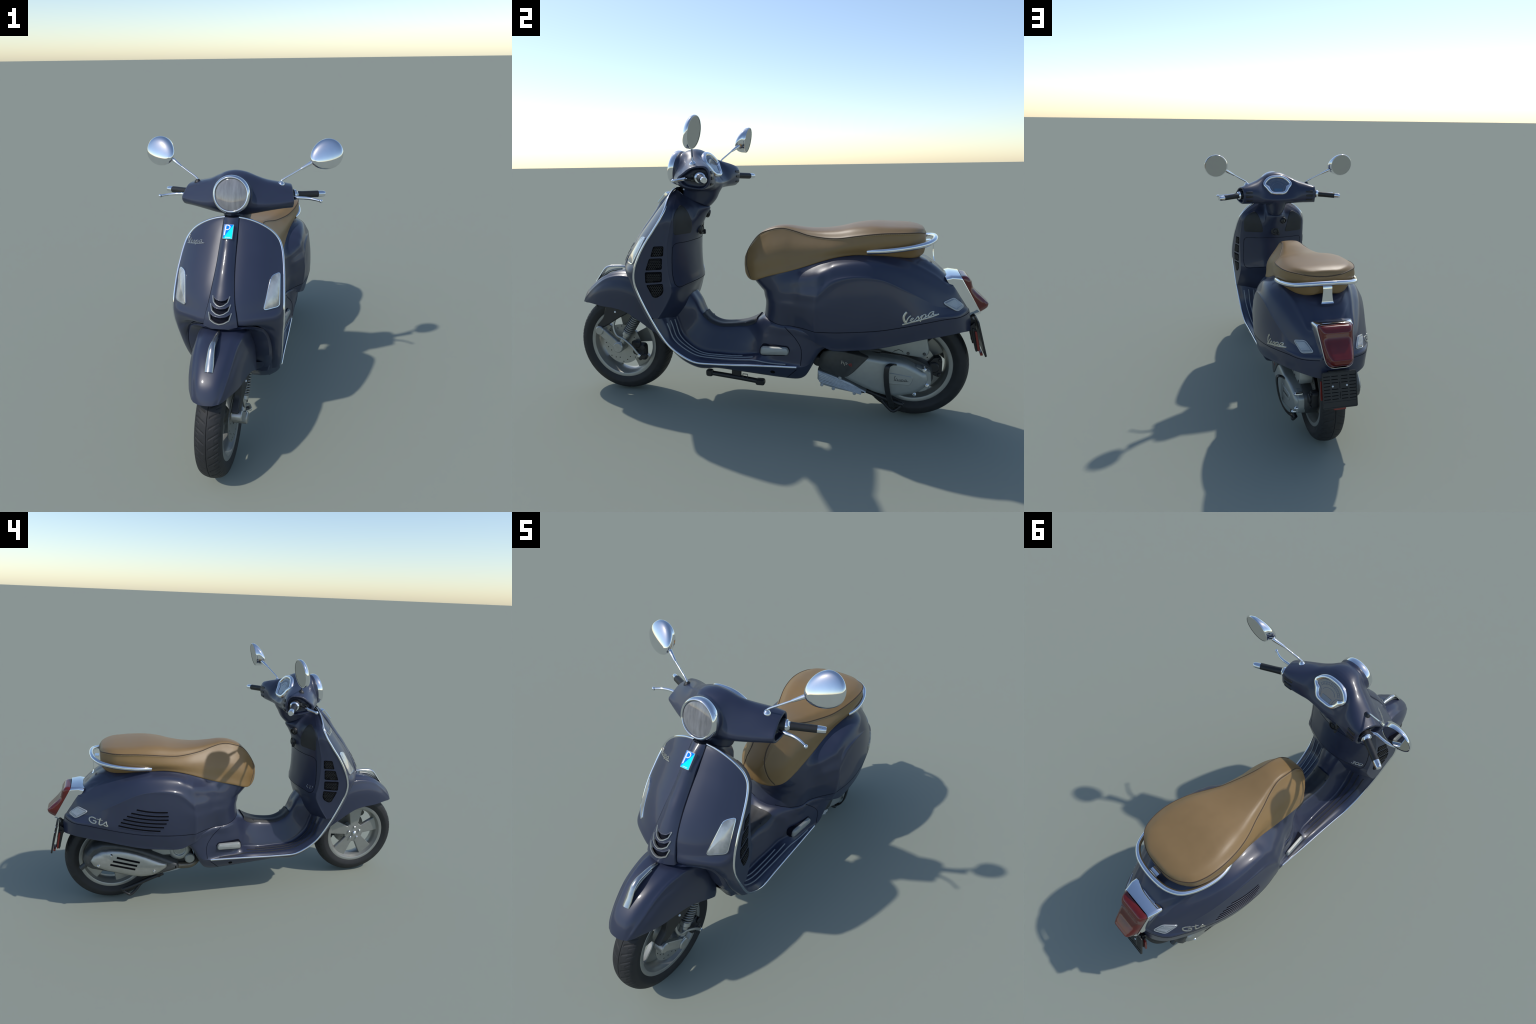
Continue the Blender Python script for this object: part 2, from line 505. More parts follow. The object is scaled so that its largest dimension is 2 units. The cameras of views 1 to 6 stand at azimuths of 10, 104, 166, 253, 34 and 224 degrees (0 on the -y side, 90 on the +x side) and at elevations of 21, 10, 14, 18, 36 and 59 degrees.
# rear (inner) skin of the shield with glove box face and lip
inner = A([
    [(0.0, -0.420, 0.405), (0.060, -0.424, 0.410), (0.120, -0.437, 0.425), (0.180, -0.450, 0.440), (0.2255, -0.463, 0.449), (0.228, -0.480, 0.452), (0.2295, -0.499, 0.455)],
    [(0.0, -0.372, 0.460), (0.060, -0.376, 0.466), (0.120, -0.390, 0.486), (0.180, -0.406, 0.500), (0.2190, -0.424, 0.510), (0.227, -0.475, 0.511), (0.2340, -0.526, 0.512)],
    [(0.0, -0.340, 0.545), (0.060, -0.347, 0.545), (0.120, -0.366, 0.553), (0.180, -0.383, 0.563), (0.2120, -0.396, 0.572), (0.228, -0.475, 0.572), (0.2400, -0.551, 0.572)],
    [(0.0, -0.305, 0.606), (0.060, -0.318, 0.604), (0.120, -0.346, 0.600), (0.180, -0.376, 0.597), (0.2110, -0.396, 0.600), (0.229, -0.478, 0.600), (0.2435, -0.559, 0.600)],
    [(0.0, -0.307, 0.618), (0.060, -0.320, 0.616), (0.120, -0.348, 0.614), (0.185, -0.381, 0.612), (0.2110, -0.400, 0.614), (0.229, -0.479, 0.614), (0.2445, -0.562, 0.614)],
    [(0.0, -0.314, 0.650), (0.060, -0.326, 0.650), (0.120, -0.353, 0.650), (0.190, -0.388, 0.650), (0.2110, -0.406, 0.650), (0.229, -0.480, 0.650), (0.2455, -0.564, 0.650)],
    [(0.0, -0.319, 0.710), (0.060, -0.330, 0.710), (0.120, -0.356, 0.710), (0.191, -0.390, 0.710), (0.2120, -0.410, 0.710), (0.229, -0.476, 0.710), (0.2438, -0.550, 0.710)],
    [(0.0, -0.319, 0.790), (0.060, -0.331, 0.790), (0.120, -0.355, 0.790), (0.191, -0.387, 0.790), (0.2120, -0.409, 0.790), (0.226, -0.457, 0.790), (0.2380, -0.511, 0.790)],
    [(0.0, -0.302, 0.860), (0.063, -0.322, 0.860), (0.120, -0.349, 0.860), (0.188, -0.377, 0.860), (0.2070, -0.395, 0.860), (0.220, -0.428, 0.860), (0.2290, -0.464, 0.860)],
    [(0.0, -0.283, 0.915), (0.056, -0.304, 0.915), (0.079, -0.333, 0.918), (0.180, -0.372, 0.915), (0.1990, -0.384, 0.915), (0.210, -0.406, 0.915), (0.2170, -0.431, 0.915)],
    [(0.0, -0.268, 0.950), (0.050, -0.299, 0.952), (0.068, -0.343, 0.957), (0.150, -0.370, 0.955), (0.1750, -0.384, 0.957), (0.187, -0.398, 0.958), (0.1960, -0.417, 0.958)],
    [(0.0, -0.290, 0.965), (0.042, -0.330, 0.985), (0.062, -0.368, 0.990), (0.105, -0.382, 0.987), (0.1270, -0.394, 0.992), (0.142, -0.405, 0.994), (0.1550, -0.420, 0.994)],
    [(0.0, -0.335, 0.985), (0.037, -0.372, 1.005), (0.048, -0.400, 1.016), (0.055, -0.408, 1.020), (0.0620, -0.415, 1.025), (0.069, -0.421, 1.030), (0.0760, -0.427, 1.033)],
    [(0.0, -0.380, 1.000), (0.030, -0.400, 1.015), (0.030, -0.410, 1.026), (0.031, -0.418, 1.032), (0.0310, -0.424, 1.037), (0.031, -0.428, 1.040), (0.0310, -0.431, 1.042)]])
for r_ in range(len(inner)):
    zz_ = inner[r_, 0, 2]
    k_ = np.interp(zz_, [0.40, 0.46, 0.60, 0.80, 0.87, 0.95, 1.0], [0.0, 0.010, 0.017, 0.017, 0.011, 0.003, 0.0])
    inner[r_, 0, 1] -= k_
    inner[r_, 1, 1] -= k_*0.62
    inner[r_, 2, 1] -= k_*0.15
    k2 = np.interp(zz_, [0.40, 0.46, 0.54, 0.76, 0.80, 0.86, 0.92, 0.95], [0.0, 0.002, 0.008, 0.008, 0.007, 0.006, 0.003, 0.0])
    inner[r_, :4, 1] -= k2*A([1.0, 0.95, 0.8, 0.35])
net = mirror_net(inner)
net = crisp(net, 1, 2, 0.15)
net = crisp(net, 1, net.shape[1]-3, 0.15)
net = crisp(net, 0, 3, 0.2)
inner_ob = part("inner_shield", *grid_mesh(surface(net, 6, 6)), PAINT, angle=50, solid=0.003, solid_off=0)

# chrome edge trim
for s in (1, -1):
    ob = part("edge_trim", *tube(trim_path*A([s, 1, 1]), 0.0056, 10), CHROME, angle=60)

# centre strip (horn cover) with three slots
ridge_z = A([1.045, 1.020, 0.975, 0.937, 0.888, 0.850, 0.805, 0.773, 0.741, 0.690, 0.655])
ridge_y = A([-0.452, -0.481, -0.527, -0.553, -0.591, -0.622, -0.653, -0.675, -0.695, -0.719, -0.728])
strip_w = A([0.031, 0.033, 0.0345, 0.036, 0.038, 0.041, 0.046, 0.050, 0.055, 0.066, 0.071])
rows = []
for z, y, w in zip(ridge_z, ridge_y, strip_w):
    e = trim_at(min(z, 1.04))
    base = e[1] + (centre_y(z)-e[1])*(1-(w/e[0])**2.35)
    base = min(base, y+0.03)
    t = A([0, 0.35, 0.65, 0.85, 0.95, 1.0, 1.0])
    yy = y + (base-0.006-y)*t**2.2
    yy[-1] = base+0.006
    rows.append(np.stack([w*t, yy, np.full(7, z)], 1))
g = surface(mirror_net(A(rows)), 14, 5)
last = g[-1].copy(); last[:, 1] += 0.03; last[:, 2] -= 0.004
g = np.concatenate([g, [last]])
SLOTS = [(0.774, 0.035, 0.020), (0.745, 0.041, 0.022), (0.714, 0.047, 0.026)]
def slot_outline(zt, w, hh):
    return [(-w, zt), (-w*0.55, zt-0.010), (0, zt-0.013), (w*0.55, zt-0.010), (w, zt), (w*0.84, zt-hh), (w*0.4, zt-hh-0.010), (0, zt-hh-0.014), (-w*0.4, zt-hh-0.010), (-w*0.84, zt-hh)]
sv, sf = grid_mesh(g)
keep = []
for f_ in sf:
    c_ = sv[list(f_)].mean(0)
    if not any(inside((c_[0], c_[2]), slot_outline(*q)) for q in SLOTS):
        keep.append(f_)
strip = part("centre_strip", sv, keep, PAINT, angle=35)
strip_full = part("slot_pocket", sv + A([0, 0.016, 0.004]), sf, SEAM, angle=35)
strip_solid = BVHTree.FromPolygons([Vector(v) for v in sv], sf)
class TwoLayer:
    def __init__(self, a, b):
        self.a, self.b = a, b
    def ray_cast(self, o, d):
        h1, h2 = self.a.ray_cast(o, d), self.b.ray_cast(o, d)
        if h1[0] is None:
            return h2
        if h2[0] is None:
            return h1
        return h1 if h1[3] < h2[3] else h2
    def find_nearest(self, p):
        return self.a.find_nearest(p)
front_bvh = TwoLayer(strip_solid, bvh_of(shield))
front = caster(front_bvh, "front")
for s in (1, -1):
    pth = [(s*(w+0.0012), z) for w, z in zip(strip_w, ridge_z)]
    part("panel_gap", *line_on(pth, caster(bvh_of(shield), "front"), 0.0032, 0.0012), SEAM)
# chevron slots: silver lower lip, painted hood above, dark slat inside
for zt, w, hh in SLOTS:
    q = slot_outline(zt, w, hh)
    P_, N_ = front(resample(A([q[0]] + q[5:][::-1] + [q[4]])[[0, 1, 2, 3, 4, 5, 6]], 60))
    part("slot_lip", *ribbon(P_, N_, 0.0046, 0.0032, 0.006), SATIN)
    P_, N_ = front(resample(A(q[:5]), 50))
    part("slot_hood", *ribbon(P_, N_, 0.0042, 0.0014, 0.008), PAINT)

# front turn signals
for s in (1, -1):
    o = round_poly([(s*0.187, 0.824), (s*0.219, 0.830), (s*0.226, 0.703), (s*0.166, 0.705)], 0.012)
    ob = part("turn_signal", *drape(o, front, 0.004, 0.006, dome=0.001), SIGNAL, angle=30)
    oo = np.concatenate([o, o[:1]])
    P_, N_ = front(oo)
    part("signal_rim", *ribbon(P_, N_, 0.004, 0.0045), CHROME, parent=ob)

# shield badge
P_, N_ = front([(0, 1.000)])
bc = A([0, -0.507, 0.999])
bd = A([0, -0.044, -0.049]); bd /= np.linalg.norm(bd)
bn = np.cross(bd, A([1.0, 0, 0])); bn /= np.linalg.norm(bn)
if bn[1] > 0:
    bn = -bn
def badge_frame(u, v, h):
    return bc + u[:, None]*A([1.0, 0, 0]) - v[:, None]*bd + (h[:, None]+0.0015)*bn
badge = part("badge", *prism(round_poly([(-0.021, -0.034), (0.021, -0.034), (0.021, 0.034), (-0.021, 0.034)], 0.002),
             [(0, -0.012), (0, 0.002), (0.001, 0.003)], badge_frame), CHROME)
part("badge_field", *prism(A([(-0.019, -0.032), (0.019, -0.032), (0.019, 0.032)]), [(0, 0), (0, 0.0036)], badge_frame), CYAN, parent=badge)
part("badge_field", *prism(A([(-0.019, -0.0315), (0.0187, 0.032), (-0.019, 0.032)]), [(0, 0), (0, 0.0036)], badge_frame), BLUE, parent=badge)
def flat_stroke(path, w, frame, h):
    p = A(path, float)
    if len(p) > 2:
        p = spline(p, 8)
    P_ = frame(p[:, 0], p[:, 1], np.full(len(p), h))
    n = frame(A([0.0]), A([0.0]), A([1.0]))[0] - frame(A([0.0]), A([0.0]), A([0.0]))[0]
    return ribbon(P_, np.broadcast_to(n, P_.shape), w, 0.0006, 0.001)
joined("badge_letter", [flat_stroke([(-0.0125, 0.029), (-0.0145, -0.018)], 0.0052, badge_frame, 0.0038),
                        flat_stroke([(-0.014, 0.0285), (-0.002, 0.0285), (0.005, 0.023), (0.004, 0.014), (-0.003, 0.0085), (-0.010, 0.0085)], 0.0042, badge_frame, 0.0038)], WHITE, parent=badge)
joined("badge_letter", [flat_stroke([(-0.009+i*0.0034, -0.029), (-0.0085+i*0.0034, -0.0255)], 0.0016, badge_frame, 0.0038) for i in range(7)]
       + [flat_stroke([(-0.008+i*0.0068, -0.0255), (-0.006+i*0.0068, -0.0285)], 0.0012, badge_frame, 0.0038) for i in range(3)], WHITE, parent=badge)

# ------------------------------------------------------------------ floor, tunnel, belly
floor_half = A([
    [(0.0, -0.372, 0.545), (0.060, -0.378, 0.535), (0.092, -0.403, 0.498), (0.102, -0.432, 0.448), (0.200, -0.460, 0.452), (0.229, -0.495, 0.448), (0.202, -0.495, 0.420), (0.165, -0.510, 0.392), (0.0, -0.515, 0.385)],
    [(0.0, -0.337, 0.500), (0.056, -0.345, 0.492), (0.086, -0.375, 0.455), (0.098, -0.417, 0.399), (0.192, -0.435, 0.398), (0.221, -0.461, 0.380), (0.196, -0.462, 0.350), (0.160, -0.478, 0.332), (0.0, -0.476, 0.330)],
    [(0.0, -0.311, 0.450), (0.052, -0.320, 0.441), (0.072, -0.346, 0.400), (0.096, -0.396, 0.338), (0.184, -0.410, 0.334), (0.213, -0.419, 0.317), (0.190, -0.420, 0.295), (0.155, -0.440, 0.285), (0.0, -0.440, 0.282)],
    [(0.0, -0.279, 0.417), (0.051, -0.288, 0.405), (0.075, -0.315, 0.354), (0.101, -0.345, 0.290), (0.180, -0.354, 0.284), (0.207, -0.362, 0.270), (0.188, -0.362, 0.244), (0.155, -0.372, 0.226), (0.0, -0.372, 0.222)],
    [(0.0, -0.240, 0.401), (0.049, -0.250, 0.386), (0.073, -0.272, 0.330), (0.101, -0.290, 0.264), (0.178, -0.296, 0.256), (0.202, -0.300, 0.241), (0.188, -0.295, 0.218), (0.165, -0.290, 0.200), (0.0, -0.285, 0.194)],
    [(0.0, -0.190, 0.397), (0.049, -0.196, 0.379), (0.074, -0.200, 0.318), (0.101, -0.200, 0.259), (0.175, -0.200, 0.251), (0.198, -0.200, 0.237), (0.184, -0.200, 0.218), (0.160, -0.200, 0.204), (0.0, -0.200, 0.197)],
    [(0.0, -0.100, 0.410), (0.051, -0.100, 0.391), (0.081, -0.100, 0.328), (0.109, -0.100, 0.262), (0.177, -0.100, 0.254), (0.197, -0.100, 0.240), (0.180, -0.100, 0.212), (0.155, -0.100, 0.196), (0.0, -0.100, 0.190)],
    [(0.0, -0.043, 0.432), (0.064, -0.040, 0.412), (0.099, -0.035, 0.345), (0.119, -0.030, 0.275), (0.180, -0.030, 0.258), (0.198, -0.030, 0.244), (0.178, -0.030, 0.208), (0.152, -0.030, 0.190), (0.0, -0.030, 0.185)],
    [(0.0, 0.000, 0.448), (0.105, 0.020, 0.435), (0.134, 0.028, 0.372), (0.152, 0.030, 0.294), (0.176, 0.030, 0.259), (0.198, 0.030, 0.247), (0.174, 0.030, 0.203), (0.148, 0.030, 0.184), (0.0, 0.030, 0.180)],
    [(0.0, 0.080, 0.450), (0.153, 0.090, 0.434), (0.164, 0.095, 0.378), (0.172, 0.100, 0.304), (0.178, 0.100, 0.262), (0.198, 0.100, 0.250), (0.170, 0.100, 0.197), (0.144, 0.100, 0.178), (0.0, 0.100, 0.175)],
    [(0.0, 0.150, 0.450), (0.168, 0.160, 0.434), (0.180, 0.175, 0.390), (0.190, 0.188, 0.335), (0.193, 0.190, 0.268), (0.200, 0.190, 0.253), (0.172, 0.190, 0.200), (0.150, 0.185, 0.180), (0.0, 0.185, 0.178)],
    [(0.0, 0.200, 0.450), (0.188, 0.205, 0.432), (0.200, 0.218, 0.388), (0.204, 0.228, 0.335), (0.204, 0.230, 0.290), (0.203, 0.228, 0.262), (0.178, 0.224, 0.215), (0.156, 0.215, 0.195), (0.0, 0.215, 0.195)],
    [(0.0, 0.260, 0.450), (0.215, 0.262, 0.425), (0.222, 0.280, 0.388), (0.220, 0.290, 0.358), (0.211, 0.275, 0.322), (0.203, 0.262, 0.292), (0.180, 0.250, 0.250), (0.160, 0.235, 0.225), (0.0, 0.235, 0.225)],
    [(0.0, 0.300, 0.450), (0.200, 0.320, 0.420), (0.215, 0.330, 0.390), (0.215, 0.325, 0.365), (0.195, 0.300, 0.340), (0.180, 0.285, 0.320), (0.150, 0.270, 0.290), (0.120, 0.255, 0.270), (0.0, 0.255, 0.270)]])
floor_half[:9, 0, 2] -= A([0.004, 0.010, 0.016, 0.020, 0.021, 0.021, 0.020, 0.018, 0.006])
floor_half[:9, 1, 2] -= A([0.0, 0.003, 0.006, 0.008, 0.009, 0.009, 0.008, 0.006, 0.0])
net = mirror_net(floor_half)
nc = net.shape[1]
mid = nc // 2
for off in (5, 3):
    net = crisp(net, 1, mid+off, 0.2)
    net = crisp(net, 1, (net.shape[1]//2) - off, 0.2) if False else net
fg = surface(mirror_net(crisp(crisp(floor_half, 1, 5, 0.18), 1, 3, 0.25)), 6, 6)
floor_ob = part("floor_board", *grid_mesh(fg), PAINT, angle=50)
floor_bvh = bvh_of(floor_ob)

# rubber mat on the tunnel
top = caster(floor_bvh, "top")
mat_rows = []
for y in np.linspace(-0.309, -0.028, 40):
    row = []
    w = 0.046 + 0.022*np.clip((y+0.12)/0.09, 0, 1)
    for t in np.linspace(-1, 1, 15):
        P_, N_ = top([(t*w, y)])
        edge = 1 - abs(t)**8
        row.append(P_[0] + N_[0]*(0.001 + 0.006*edge))
    mat_rows.append(row)
g = A(mat_rows)
first, last = g[0].copy(), g[-1].copy()
first[:, 2] -= 0.008; last[:, 2] -= 0.008
part("tunnel_mat", *grid_mesh(np.concatenate([[first], g, [last]])), MATBLACK, angle=35)
for s in (1, -1):
    for y in (-0.285, -0.09):
        P_, N_ = top([(s*0.042, y)])
        part("mat_stud", *lathe([(1e-5, 0.0075), (0.004, 0.007), (0.005, 0.005)], P_[0], N_[0], 14), BLACK)

# tread strips of the floor (silver on the left, black on the right)
def floor_line(inner, s, y1, top_z):
    pts = []
    for (x0, y0) in inner:
        pts.append((s*x0, y0))
    return pts
ramps = [[(0.118, -0.4275), (0.120, -0.40), (0.121, -0.36), (0.121, -0.31), (0.124, -0.25), (0.126, -0.18), (0.128, -0.085)],
         [(0.153, -0.434), (0.149, -0.40), (0.145, -0.36), (0.142, -0.31), (0.143, -0.25), (0.145, -0.15), (0.149, -0.05), (0.150, -0.028)],
         [(0.184, -0.438), (0.177, -0.41), (0.170, -0.36), (0.165, -0.31), (0.164, -0.25), (0.167, -0.15), (0.175, 0.0), (0.183, 0.08), (0.187, 0.135)]]
for s in (1, -1):
    for r in ramps:
        part("tread_strip", *line_on([(s*a, b) for a, b in r], top, 0.0055, 0.003, n=70), STRIP if s > 0 else MATBLACK)

# passenger foot pegs, folded flush, with dark surround
for s in (1, -1):
    o = round_poly([(0.010, 0.288), (0.146, 0.302), (0.152, 0.322), (0.142, 0.338), (0.016, 0.330)], 0.016)
    m = prism(o, [(0.006, 0.135), (0, 0.145), (0, 0.176), (0.004, 0.184), (0.010, 0.187)], fx(s))
    v = A(m[0]); v[:, 0] += s*(v[:, 1]-0.08)*0.14
    part("foot_peg", v, m[1], PEG, angle=35)
    m = prism(inset2(o, -0.005), [(0, 0.12), (0, 0.172), (0.003, 0.1725)], fx(s))
    v = A(m[0]); v[:, 0] += s*(v[:, 1]-0.08)*0.14
    part("peg_recess", v, m[1], SEAM)
    part("belly_plug", *drape(0.011*np.stack([np.cos(np.linspace(0, 6.28, 24)), np.sin(np.linspace(0, 6.28, 24))*0.8], 1) + A([0.073, 0.215]),
         caster(floor_bvh, "left" if s > 0 else "right"), 0.001, 0.001), DARK)
for s in (1, -1):
    c = caster(floor_bvh, "left" if s > 0 else "right")
    part("panel_gap", *line_on([(0.128, 0.428), (0.160, 0.400), (0.190, 0.370), (0.206, 0.345), (0.210, 0.315), (0.207, 0.279), (0.205, 0.262)], c, 0.003, 0.0008, n=40), SEAM)

for s in (1, -1):
    c = caster(floor_bvh, "left" if s > 0 else "right")
    part("panel_gap", *line_on([(0.186, 0.240), (0.160, 0.212), (0.134, 0.184)], c, 0.003, 0.0008, n=14), SEAM)

# ------------------------------------------------------------------ rear body
edge_row = [(0.0, -0.048, 0.625), (0.070, -0.044, 0.630), (0.116, -0.010, 0.643), (0.134, 0.060, 0.660), (0.141, 0.150, 0.685), (0.145, 0.220, 0.706), (0.149, 0.290, 0.731), (0.155, 0.360, 0.751),
            (0.164, 0.450, 0.765), (0.168, 0.550, 0.765), (0.157, 0.635, 0.748), (0.143, 0.700, 0.720), (0.125, 0.770, 0.678), (0.108, 0.830, 0.633), (0.075, 0.852, 0.640), (0.0, 0.856, 0.646)]
crease_row = [(0.0, 0.002, 0.565), (0.060, 0.006, 0.567), (0.113, 0.034, 0.575), (0.153, 0.088, 0.580), (0.180, 0.162, 0.585), (0.218, 0.217, 0.592), (0.257, 0.285, 0.600), (0.259, 0.350, 0.660),
              (0.262, 0.440, 0.686), (0.256, 0.550, 0.679), (0.235, 0.650, 0.634), (0.210, 0.722, 0.594), (0.180, 0.788, 0.558), (0.130, 0.855, 0.556), (0.078, 0.880, 0.585), (0.0, 0.884, 0.595)]
widest_row = [(0.0, 0.012, 0.510), (0.058, 0.016, 0.515), (0.113, 0.042, 0.520), (0.158, 0.090, 0.522), (0.187, 0.162, 0.524), (0.222, 0.218, 0.526), (0.262, 0.279, 0.530), (0.272, 0.360, 0.558),
              (0.276, 0.450, 0.568), (0.269, 0.550, 0.568), (0.248, 0.650, 0.550), (0.222, 0.728, 0.540), (0.190, 0.800, 0.528), (0.140, 0.868, 0.531), (0.078, 0.905, 0.540), (0.0, 0.912, 0.542)]
seam_row = [(0.0, 0.002, 0.452), (0.060, 0.011, 0.452), (0.120, 0.045, 0.443), (0.157, 0.100, 0.434), (0.168, 0.160, 0.434), (0.202, 0.215, 0.437), (0.252, 0.278, 0.440), (0.270, 0.360, 0.448),
            (0.277, 0.450, 0.458), (0.269, 0.550, 0.468), (0.252, 0.650, 0.485), (0.227, 0.730, 0.498), (0.196, 0.803, 0.508), (0.150, 0.876, 0.511), (0.078, 0.918, 0.516), (0.0, 0.926, 0.516)]
skirt_row = [(0.0, 0.002, 0.432), (0.060, 0.008, 0.430), (0.120, 0.045, 0.420), (0.155, 0.100, 0.414), (0.165, 0.160, 0.412), (0.198, 0.215, 0.405), (0.232, 0.280, 0.385), (0.249, 0.350, 0.370),
             (0.257, 0.450, 0.382), (0.254, 0.550, 0.402), (0.238, 0.650, 0.424), (0.216, 0.730, 0.440), (0.188, 0.803, 0.449), (0.140, 0.886, 0.452), (0.078, 0.925, 0.443), (0.0, 0.937, 0.436)]
skirt_row = [(x, y, z-0.008*min(1, max(0, (y-0.25)/0.1))-0.007*min(1, max(0, (y-0.40)/0.15))*(1 if y < 0.85 else 0.3)) for x, y, z in skirt_row]
lip_row = [tuple(A(p)*A([0.93, 1, 1]) + A([0, 0, 0.012])) for p in skirt_row]
roof_row = [(0.0, 0.010, 0.640), (0.040, 0.010, 0.645), (0.065, 0.035, 0.660), (0.070, 0.100, 0.680), (0.070, 0.160, 0.705), (0.070, 0.220, 0.725), (0.070, 0.300, 0.745), (0.070, 0.360, 0.760),
            (0.080, 0.450, 0.770), (0.090, 0.560, 0.772), (0.085, 0.670, 0.756), (0.080, 0.725, 0.738), (0.070, 0.776, 0.706), (0.058, 0.818, 0.670), (0.035, 0.833, 0.662), (0.0, 0.838, 0.660)]
spine_row = [tuple(A(p)*A([0, 1, 1]) + A([0, 0.0, 0.002])) for p in roof_row]
shoulder_row = []
for i, (e_, c_) in enumerate(zip(A(edge_row), A(crease_row))):
    bl_ = [0.0, 0.0, 0.0, 0.0, 0.006, 0.017, 0.030, 0.024, 0.018, 0.016, 0.014, 0.012, 0.010, 0.004, 0.0, 0.0][i]
    shoulder_row.append(tuple((e_+c_)/2 + A([bl_*0.72, 0, bl_*0.7])))
half = A([spine_row, roof_row, edge_row, shoulder_row, crease_row, widest_row, seam_row, skirt_row, lip_row])
half = crisp(half, 0, 7, 0.15)
def crisp_var(net, i, fv):
    fv = A(fv)[:, None]
    a_, b_, c_ = net[i-1], net[i], net[i+1]
    return np.concatenate([net[:i], [b_ + (a_-b_)*fv], [b_], [b_ + (c_-b_)*fv], net[i+1:]])
half = crisp_var(half, 4, [0.45]*6 + [0.42, 0.26, 0.15] + [0.10]*4 + [0.3]*3)
half = crisp(half, 0, 2, 0.25)
half = np.moveaxis(crisp_var(np.moveaxis(half, 1, 0), 6, [0.45]*(half.shape[0]-8) + [0.25]*8), 0, 1)
# full plan loop: front centre -> left -> tail centre, mirrored
bg = surface(half, 6, 7)
bl = grid_mesh(bg)
body = part("rear_body", *combine(bl, mx(bl)), PAINT, angle=48)
body_bvh = bvh_of(body)
cl, crr = caster(body_bvh, "left"), caster(body_bvh, "right")
tail_c = caster(body_bvh, "tail")

# dark inner mudguard closing the body from below
rows = []
for i, p in enumerate(skirt_row):
    x, y, z = p
    peak = 0.45 if y < 0.40 else 0.535
    rows.append([(x*0.94, y, z+0.012), (x*0.7, y, z*0.5+peak*0.5), (x*0.35, y, peak), (0, y, peak+0.004)])
g = surface(A(rows)[2:], 4, 4)
g[:, :, 1] = np.minimum(g[:, :, 1], 0.92)
um = grid_mesh(g)
part("inner_mudguard", *combine(um, mx(um)), BLACK, angle=50)

# body panel gaps
seam_s = spline(A(seam_row)[1:15], 6)
for s in (1, -1):
    P_, N_ = [], []
    for p in seam_s:
        h = body_bvh.find_nearest(Vector(p*A([s, 1, 1])))
        P_.append(A(h[0])); n = A(h[1])
        out = A([s*1.0, p[1]*1.2-0.5, 0])
        N_.append(n if n @ out > 0 else -n)
    part("panel_gap", *ribbon(A(P_), A(N_), 0.0030, 0.0007), SEAM)

# cooling louvres on the right cowl
slits = [((0.572, 0.602), (0.423, 0.581)), ((0.598, 0.585), (0.419, 0.560)), ((0.619, 0.569), (0.420, 0.541)),
         ((0.637, 0.553), (0.430, 0.522)), ((0.649, 0.537), (0.443, 0.503)), ((0.661, 0.520), (0.461, 0.485))]
for a, b in slits:
    a, b = A(a), A(b)
    d = (b-a)/np.linalg.norm(b-a); n = A([-d[1], d[0]])*0.0036
    m_ = (a+b)/2 + A([0, -0.004])
    o = round_poly([a-n, m_-n, b-n, b+n, m_+n, a+n], 0.004, 4)
    pa = resample(spline(A([a, m_, b]), 10), 30)
    P_, N_ = crr(pa)
    part("louvre_slot", *ribbon(P_, N_, 0.0078, 0.0008), DARK)
    P_, N_ = crr(pa + A([0, -0.0052]))
    part("louvre_lip", *ribbon(P_, N_, 0.003, 0.0024), PAINT)

# rear turn signals
for s in (1, -1):
    o = round_poly([(s*0.172, 0.577), (s*0.115, 0.587), (s*0.094, 0.543), (s*0.138, 0.527)], 0.011)
    d = A([-s*0.62, -0.75, -0.1])
    cast = Caster(body_bvh, A([0, 0, 0]) - d/np.linalg.norm(d)*1.0, (1, 0, 0), (0, 0, 1), d)
    # build the outline straight in 3D from the four measured corners
    tl, tr, br_, bl_ = A([0.170, 0.803, 0.575]), A([0.116, 0.838, 0.583]), A([0.095, 0.886, 0.543]), A([0.139, 0.856, 0.528])
    def bil(u, v, h):
        u, v = u[:, None], v[:, None]
        p = (tl*(1-u)+tr*u)*(1-v) + (bl_*(1-u)+br_*u)*v
        out = np.zeros_like(p)
        for i, q in enumerate(p):
            hh = body_bvh.find_nearest(Vector(q))
            n = A(hh[1]); n = n if n @ A([0.6, 0.7, 0.3]) > 0 else -n
            out[i] = A(hh[0]) + n*h[i]
        return out*A([s, 1, 1])
    uv = round_poly([(0, 0), (1, 0), (1, 1), (0, 1)], 0.22)
    c = uv.mean(0)
    rowsg = []
    for sc, hh in [(1.05, -0.003), (1.05, 0.002), (0.97, 0.0045), (0.85, 0.0052), (0.6, 0.006), (0.3, 0.0063), (0.01, 0.0065)]:
        q = c + (uv-c)*sc
        rowsg.append(bil(q[:, 0], q[:, 1], np.full(len(q), hh)))
    m = grid_mesh(A(rowsg), True)
    ob = part("rear_signal", *m, SIGNAL_DARK, angle=50)
    ribs = []
    for u in np.linspace(0.12, 0.78, 9):
        vv = np.linspace(0.12, 0.80, 14)
        q = bil(u + 0.08*np.sin(vv*3), vv, np.full(14, 0.0055))
        ribs.append(tube(q, 0.0018, 6))
    rb = bil(np.concatenate([uv[:, 0], uv[:1, 0]]), np.concatenate([uv[:, 1], uv[:1, 1]]), np.full(len(uv)+1, 0.003))
    ribs.append(tube(rb, 0.0022, 8))
    joined("signal_rib", ribs, RIB, parent=ob)

